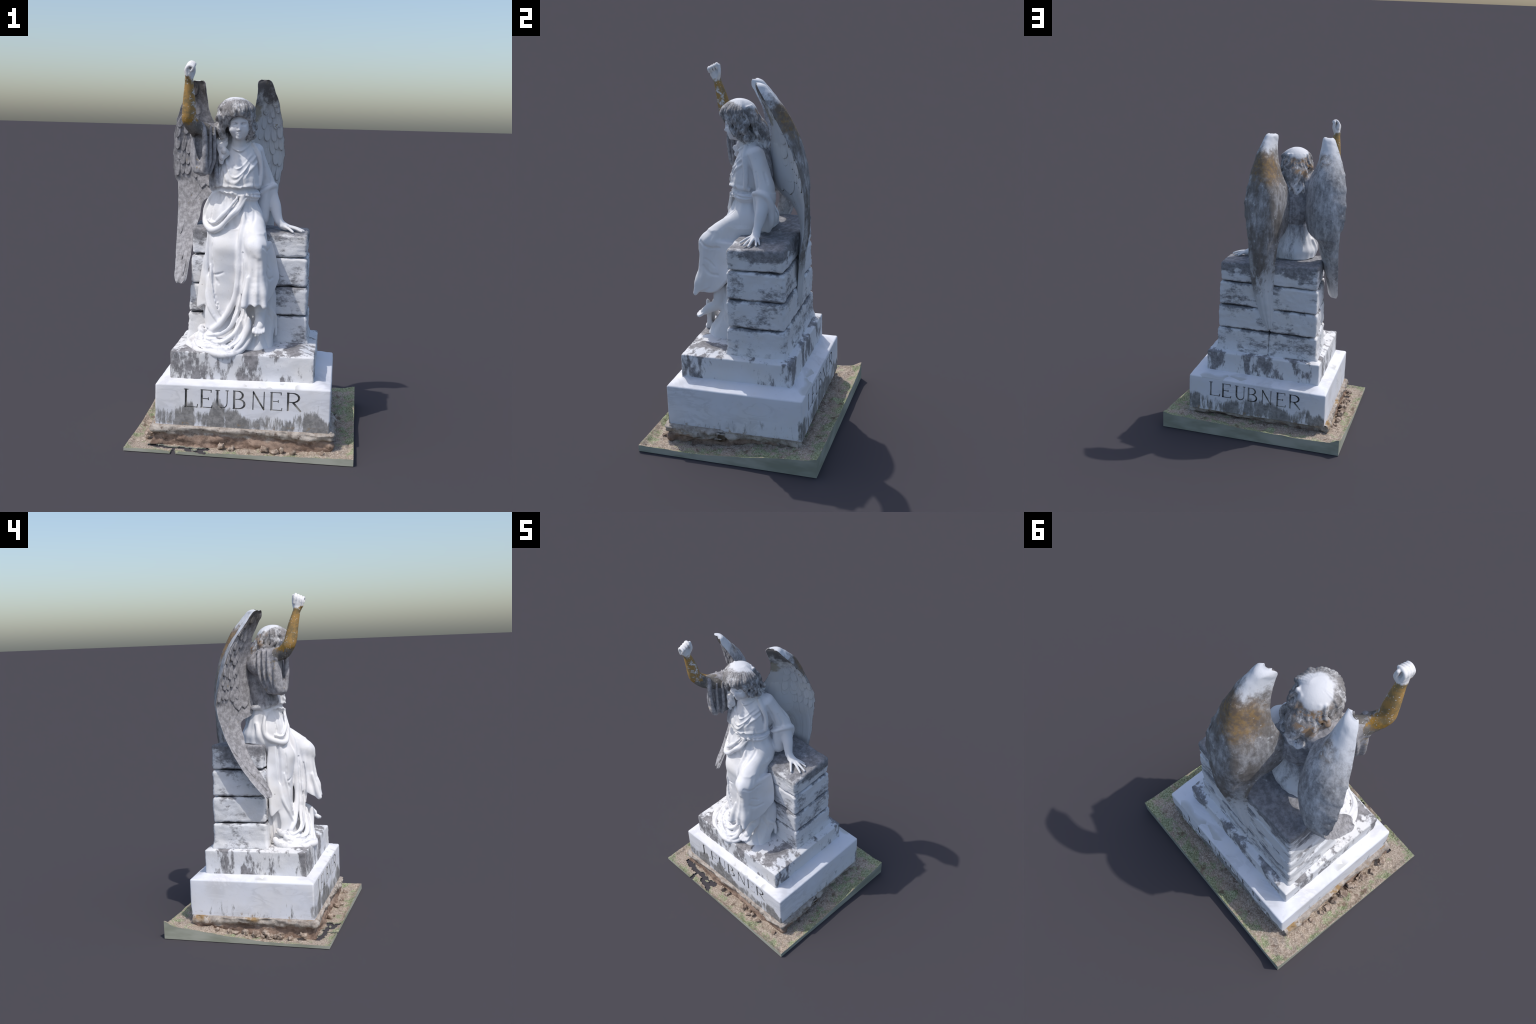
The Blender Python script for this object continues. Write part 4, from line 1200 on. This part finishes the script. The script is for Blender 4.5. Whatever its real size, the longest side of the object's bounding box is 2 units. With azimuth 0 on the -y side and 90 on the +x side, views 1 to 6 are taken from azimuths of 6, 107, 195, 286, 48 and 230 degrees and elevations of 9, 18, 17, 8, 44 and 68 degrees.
def build_turf(root, M):
    nx, ny = 200, 170
    xs, ys = np.linspace(-0.593, 0.593, nx), np.linspace(-0.50, 0.50, ny)
    X, Y = np.meshgrid(xs, ys, indexing='ij')
    P = np.stack([X, Y, 0 * X], -1)
    Z = turf_height(X, Y)
    # eroded gap in front of the footing: a bent channel with ragged rim
    def seg(ax, ay, bx, by, r):
        t = np.clip(((X - ax) * (bx - ax) + (Y - ay) * (by - ay)) / ((bx - ax) ** 2 + (by - ay) ** 2), 0, 1)
        return np.hypot(X - ax - t * (bx - ax), Y - ay - t * (by - ay)) - r
    d = np.minimum(seg(-0.465, -0.412, -0.36, -0.424, 0.026), seg(-0.36, -0.424, -0.17, -0.425, 0.022))
    d = np.minimum(d, seg(-0.34, -0.43, -0.335, -0.52, 0.018))
    d = np.minimum(d, seg(-0.27, -0.44, -0.17, -0.47, 0.022))
    d = d + 0.012 * fbm(P, 30, 71, 3)
    gone = d < 0
    gone = gone[:-1, :-1] & gone[1:, 1:]
    keep = ~gone
    Z = np.where(d < 0.02, np.minimum(Z, 0.006 + np.maximum(d, 0) * 0.8), Z)
    idx = np.arange(nx * ny).reshape(nx, ny)
    V = np.vstack([np.stack([X, Y, Z], -1).reshape(-1, 3), np.stack([X, Y, 0 * Z], -1).reshape(-1, 3)])
    off = nx * ny
    ci, cj = np.nonzero(keep)
    a, b, c, e = idx[ci, cj], idx[ci + 1, cj], idx[ci + 1, cj + 1], idx[ci, cj + 1]
    topf = np.stack([a, b, c, e], 1)
    faces = [topf, topf[:, ::-1] + off]
    K = np.pad(keep, 1)
    walls = []
    for (di, dj, p, q) in ((-1, 0, (0, 1), (0, 0)), (1, 0, (1, 0), (1, 1)), (0, -1, (0, 0), (1, 0)), (0, 1, (1, 1), (0, 1))):
        m = K[1:-1, 1:-1] & ~K[1 + di:K.shape[0] - 1 + di, 1 + dj:K.shape[1] - 1 + dj]
        i, j = np.nonzero(m)
        u, v = idx[i + p[0], j + p[1]], idx[i + q[0], j + q[1]]
        walls.append(np.stack([u + off, v + off, v, u], 1)[:, ::-1])
    W = np.vstack(walls)
    faces.append(W)
    fa = np.vstack(faces)
    used = np.unique(fa)
    mp = np.full(len(V), -1)
    mp[used] = np.arange(len(used))
    ob = mesh_object('turf', V[used], mp[fa], M['turf'], root)
    ob.data.materials.append(M['bank'])
    mi = np.zeros(len(fa), np.int32)
    mi[len(fa) - len(W):] = 1
    ob.data.polygons.foreach_set('material_index', mi)
    ob.data.set_sharp_from_angle(angle=radians(50))


# ----------------------------------------------------------------------------
# 7. wings
# ----------------------------------------------------------------------------
# rows: z, inner edge xy, two points of the back xy, outer edge xy, thickness
WING_L = [(1.930, 0.014, 0.042, 0.026, 0.062, 0.046, 0.066, 0.060, 0.050, 0.016), (1.920, 0.002, 0.028, 0.018, 0.080, 0.050, 0.092, 0.073, 0.058, 0.040),
          (1.90, -0.001, 0.026, 0.018, 0.096, 0.054, 0.112, 0.081, 0.070, 0.060), (1.86, -0.003, 0.040, 0.020, 0.130, 0.062, 0.150, 0.094, 0.098, 0.080),
          (1.80, -0.014, 0.066, 0.014, 0.180, 0.065, 0.198, 0.109, 0.140, 0.092), (1.70, -0.046, 0.092, -0.006, 0.230, 0.061, 0.250, 0.124, 0.200, 0.094),
          (1.60, -0.088, 0.076, -0.040, 0.258, 0.054, 0.281, 0.131, 0.252, 0.090), (1.50, -0.105, 0.062, -0.052, 0.278, 0.048, 0.302, 0.131, 0.288, 0.084),
          (1.40, -0.107, 0.070, -0.052, 0.290, 0.044, 0.315, 0.113, 0.305, 0.074), (1.32, -0.095, 0.125, -0.046, 0.286, 0.038, 0.322, 0.100, 0.312, 0.058),
          (1.275, -0.076, 0.188, -0.036, 0.290, 0.034, 0.324, 0.095, 0.312, 0.050), (1.16, -0.070, 0.245, -0.030, 0.290, 0.030, 0.324, 0.087, 0.306, 0.048),
          (1.00, -0.066, 0.238, -0.028, 0.274, 0.028, 0.301, 0.074, 0.280, 0.045), (0.85, -0.067, 0.240, -0.040, 0.268, 0.006, 0.278, 0.040, 0.258, 0.030),
          (0.73, -0.072, 0.238, -0.052, 0.260, -0.020, 0.262, 0.004, 0.244, 0.020), (0.685, -0.056, 0.245, -0.050, 0.252, -0.040, 0.252, -0.035, 0.246, 0.006)]
WING_R = [(1.912, -0.275, -0.080, -0.292, -0.064, -0.320, -0.060, -0.338, -0.070, 0.016), (1.90, -0.266, -0.084, -0.288, -0.045, -0.326, -0.036, -0.352, -0.055, 0.038),
          (1.875, -0.264, -0.080, -0.290, -0.028, -0.336, -0.016, -0.367, -0.038, 0.056), (1.84, -0.262, -0.060, -0.293, -0.005, -0.346, 0.010, -0.386, -0.020, 0.068),
          (1.74, -0.250, -0.012, -0.291, 0.069, -0.371, 0.080, -0.435, 0.040, 0.080), (1.64, -0.208, 0.012, -0.281, 0.112, -0.379, 0.131, -0.463, 0.082, 0.082),
          (1.50, -0.190, 0.012, -0.275, 0.140, -0.381, 0.168, -0.478, 0.124, 0.078), (1.40, -0.192, 0.010, -0.278, 0.142, -0.383, 0.181, -0.477, 0.148, 0.072),
          (1.36, -0.200, 0.008, -0.280, 0.138, -0.381, 0.182, -0.461, 0.154, 0.066), (1.30, -0.222, 0.012, -0.295, 0.132, -0.381, 0.174, -0.454, 0.146, 0.058),
          (1.265, -0.290, 0.058, -0.330, 0.128, -0.392, 0.160, -0.450, 0.136, 0.050), (1.18, -0.312, 0.043, -0.348, 0.100, -0.405, 0.127, -0.446, 0.110, 0.040),
          (1.05, -0.334, -0.004, -0.366, 0.042, -0.413, 0.064, -0.441, 0.050, 0.036), (0.93, -0.343, -0.084, -0.368, -0.038, -0.406, -0.018, -0.430, -0.026, 0.030),
          (0.85, -0.347, -0.127, -0.370, -0.100, -0.402, -0.088, -0.420, -0.092, 0.022), (0.825, -0.364, -0.128, -0.378, -0.114, -0.396, -0.109, -0.410, -0.112, 0.008)]


class Wing:
    def __init__(self, rows):
        self.left = rows[0][1] > -0.1
        S = spline(rows, 260)
        S = S[np.argsort(-S[:, 0])]
        self.S = S

    def row(self, z):
        S = self.S[::-1]
        return np.array([np.interp(z, S[:, 0], S[:, i]) for i in range(1, 10)])

    def back(self, s, z):
        r = self.row(z)
        p = r[:8].reshape(4, 2)
        u = s * 3
        i = min(int(u), 2)
        t = u - i
        q = [2 * p[0] - p[1] + (p[2] - p[1]) * 0.5, p[0], p[1], p[2], p[3], 2 * p[3] - p[2] + (p[1] - p[2]) * 0.5]
        a, b, c, d = q[i:i + 4]
        return 0.5 * (2 * b + (c - a) * t + (2 * a - 5 * b + 4 * c - d) * t * t + (3 * b - a - 3 * c + d) * t ** 3)

    def front(self, s, z):
        """Inner face: part of the way from the back to the chord, so the wing stays hollow."""
        r = self.row(z)
        p = r[:8].reshape(4, 2)
        b = self.back(s, z)
        c = p[0] + (p[3] - p[0]) * s
        g = np.interp(z, [0.9, 1.10, 1.25, 1.40, 1.60, 1.75, 1.86, 1.93], [0.95, 0.90, 0.75, 0.62, 0.60, 0.66, 0.85, 0.95])
        if self.left:                      # swollen shoulder next to the back, hollow outside
            g = g + (0.97 - g) * sstep(0.62, 0.22, s)
        else:
            g = max(g, 0.88)
        e = min(1.0, 4 * s * (1 - s) * 3)
        d = c - b
        L = np.linalg.norm(d) + 1e-9
        return b + d / L * max(g * L, 0.014 * e)

    def point(self, s, z, lift=0.0):
        """front surface point lifted off the wing."""
        q = self.front(s, z)
        b = self.back(s, z)
        d = q - b
        L = np.linalg.norm(d)
        d = d / L if L > 1e-6 else np.array([0, -1.0])
        q = q + d * lift
        return (q[0], q[1], z)


def build_wing(root, M, rows, seed):
    W = Wing(rows)
    z0, z1 = rows[-1][0], rows[0][0]
    zs = np.concatenate([np.linspace(z1, z1 - 0.05, 12)[:-1], np.linspace(z1 - 0.05, z0, 120)])
    n = 34
    ss = 0.5 - 0.5 * np.cos(np.linspace(0, pi, n))
    rings = []
    for z in zs:
        ring = [W.back(s, z) for s in ss] + [W.front(s, z) for s in ss[::-1][1:-1]]
        rings.append([(p[0], p[1], z) for p in ring])
    R = np.array(rings)
    m = R.shape[1]
    # blunt broken tip, closed ends
    V = R.reshape(-1, 3)
    off = 0.0022 * fbm(V, 22, seed) + 0.0010 * fbm(V, 60, seed + 3)
    # quill grooves along the long flight feathers
    sv = np.concatenate([ss, ss[::-1][1:-1]])
    sv = np.tile(sv, len(zs))
    low = sstep(1.36, 1.16, V[:, 2])
    for g in (0.30, 0.52, 0.74):
        off -= 0.0055 * low * np.exp(-((sv - g) / 0.035) ** 2)
    # stepped ends of the feather groups along the outer edge
    step_z = [1.70, 1.60, 1.51, 1.43, 1.365]
    for z in step_z:
        off += 0.0045 * sstep(0.75, 0.98, sv) * sstep(z + 0.05, z + 0.006, V[:, 2]) * sstep(z - 0.004, z + 0.004, V[:, 2])
    cen = np.repeat(R.mean(1), m, 0)
    d = V - cen
    d[:, 2] = 0
    d /= np.linalg.norm(d, axis=1, keepdims=True) + 1e-9
    V = V + d * off[:, None]
    Q = []
    k = len(zs)
    for i in range(k - 1):
        for j in range(m):
            jj = (j + 1) % m
            Q.append([i * m + j, i * m + jj, (i + 1) * m + jj, (i + 1) * m + j])
    V = np.vstack([V, R[0].mean(0) + [0, 0, -0.003], R[-1].mean(0)])
    for j in range(m):
        jj = (j + 1) % m
        Q.append([len(V) - 2, jj, j])
        Q.append([len(V) - 1, (k - 1) * m + j, (k - 1) * m + jj])
    ob = mesh_object('wing', V, Q, M['wing'], root)
    ob.data.materials.append(M['wing_front'])
    front = [1 if (len(q) == 4 and n + 1 <= (q[0] % m) < m - 2) else 0 for q in Q]
    ob.data.polygons.foreach_set('material_index', front)
    bm = bmesh.new()
    bm.from_mesh(ob.data)
    bmesh.ops.recalc_face_normals(bm, faces=bm.faces)
    bm.to_mesh(ob.data)
    bm.free()
    rng = np.random.default_rng(seed)
    # coverts: overlapping rows, tips hanging down and out
    rows_c = [(1.835, 2, 0.050, 0.060), (1.775, 3, 0.056, 0.066), (1.715, 4, 0.058, 0.074), (1.650, 4, 0.062, 0.080), (1.585, 5, 0.064, 0.085),
              (1.515, 5, 0.066, 0.090), (1.445, 5, 0.066, 0.090)]
    for (z, cnt, w, ln) in rows_c[::-1]:
        ix, iy, ox, oy = W.row(z)[[0, 1, 6, 7]]
        span = np.hypot(ox - ix, oy - iy)
        for i in range(cnt):
            s0 = 0.34 + 0.60 * (i + 0.5) / cnt + rng.normal(0, 0.025)
            dz = rng.normal(0, 0.014)
            half = 0.30 * span / cnt * rng.uniform(0.85, 1.2)
            feather(ob, M, W, s0, z + dz + ln * 0.45, s0 + 0.04 + rng.normal(0, 0.02), z + dz - ln * 0.60, half, span, 0.012 * rng.uniform(0.7, 1.25))
    # broad scapular feathers next to the back, then the flight feathers
    for (s0, za, s1, zb, w) in ((0.34, 1.60, 0.40, 1.335, 0.040), (0.22, 1.62, 0.24, 1.345, 0.042)):
        feather(ob, M, W, s0, za, s1, zb, w, 0.27, 0.013)
    for (s0, za, s1, zb, w) in ((0.70, 1.46, 0.80, z0 + 0.25, 0.026), (0.50, 1.44, 0.56, z0 + 0.12, 0.026), (0.30, 1.30, 0.34, z0 + 0.04, 0.024)):
        feather(ob, M, W, s0, za, s1, zb, w, 0.15, 0.008)
    return ob, W


def feather(parent, M, W, s0, za, s1, zb, half, span, lift):
    """Low-relief feather lying on the inner wing face."""
    na, nb = 11, 20
    V = []
    for j in range(nb):
        b = j / (nb - 1.0)
        z = za + (zb - za) * b
        sc = s0 + (s1 - s0) * b
        prof = (0.55 + 0.45 * min(1, b * 2.2)) * (1.0 if b < 0.62 else max(0.0, 1 - ((b - 0.62) / 0.38) ** 2.3) ** 0.5)
        for i in range(na):
            a = -1 + 2 * i / (na - 1.0)
            s = min(max(sc + a * prof * half / span, 0.02), 0.97)
            rise = lift * (0.05 + 0.95 * b ** 1.2) * (1 - 0.30 * a * a) - (0.0035 if abs(a) > 0.95 or j in (0, nb - 1) else 0.0)
            rise -= 0.0016 * max(0, 1 - abs(a) / 0.14)          # quill groove
            zz = z - (0.10 * half * (1 - a * a))
            V.append(W.point(s, zz, rise))
    Q = [[j * na + i, j * na + i + 1, (j + 1) * na + i + 1, (j + 1) * na + i] for j in range(nb - 1) for i in range(na - 1)]
    # skirt the rim down into the wing so the feather has real depth
    rim = [i for i in range(na)] + [(j + 1) * na - 1 for j in range(1, nb)] + [nb * na - 2 - i for i in range(na - 1)] + [(nb - 2 - j) * na for j in range(nb - 2)]
    base = len(V)
    P = np.array(V)
    for r in rim:
        j, i = divmod(r, na)
        b = j / (nb - 1.0)
        p = P[r]
        q = np.array(W.point(min(max(s0 + (s1 - s0) * b, 0.05), 0.95), p[2], -0.02))
        d = q - p
        V.append(tuple(p + d / (np.linalg.norm(d) + 1e-9) * 0.012))
    for t in range(len(rim)):
        u = (t + 1) % len(rim)
        Q.append([rim[t], base + t, base + u, rim[u]])
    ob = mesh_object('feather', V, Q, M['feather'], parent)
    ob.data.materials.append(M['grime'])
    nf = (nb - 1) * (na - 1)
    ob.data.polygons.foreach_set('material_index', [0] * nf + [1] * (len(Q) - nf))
    bm = bmesh.new()
    bm.from_mesh(ob.data)
    bmesh.ops.recalc_face_normals(bm, faces=bm.faces)
    bm.to_mesh(ob.data)
    bm.free()
    ob.data.set_sharp_from_angle(angle=radians(55))
    return ob


# ----------------------------------------------------------------------------
# 8. assemble
# ----------------------------------------------------------------------------
LOOK = {'skirt': 'dress', 'torso': 'dress', 'sash': 'dress', 'drape': 'dress', 'neck': 'skin', 'head': 'skin', 'hair': 'hair', 'arm': 'lichen_arm',
        'sleeve': 'sleeve', 'sleeve.L': 'sleeve', 'arm.L': 'skin', 'train': 'train', 'foot': 'skin', 'hand': 'lichen_arm', 'hand.L': 'skin'}


def build_figure(root, M):
    build_all()
    verts, quads, lab = surface_nets()
    me = bpy.data.meshes.new('figure')
    me.from_pydata(verts.tolist(), [], quads.tolist())
    me.update()
    nrm = np.zeros(len(verts) * 3)
    me.vertices.foreach_get('vector', nrm) if False else None
    nrm = np.array([v.normal[:] for v in me.vertices])
    fl = lab[quads]
    # majority label per face
    fl = np.sort(fl, 1)[:, 1]
    for i, name in enumerate(PARTS):
        f = quads[fl == i]
        if not len(f):
            continue
        used = np.unique(f)
        mp = np.full(len(verts), -1)
        mp[used] = np.arange(len(used))
        nm = name.split('.')[0]
        ob = mesh_object(nm, verts[used], mp[f], M[LOOK[name]], root)
        ob.data.normals_split_custom_set_from_vertices([tuple(x) for x in nrm[used]])
    bpy.data.meshes.remove(me)


def main():
    M = make_materials()
    root = bpy.data.objects.new('angel_monument', None)
    SC.collection.objects.link(root)
    root['label'] = 'weathered white marble angel seated on stepped grave pedestal'
    root['category'] = 'grave monument'
    build_turf(root, M)
    build_masonry(root, M)
    build_figure(root, M)
    build_wing(root, M, WING_L, 81)
    build_wing(root, M, WING_R, 91)


main()
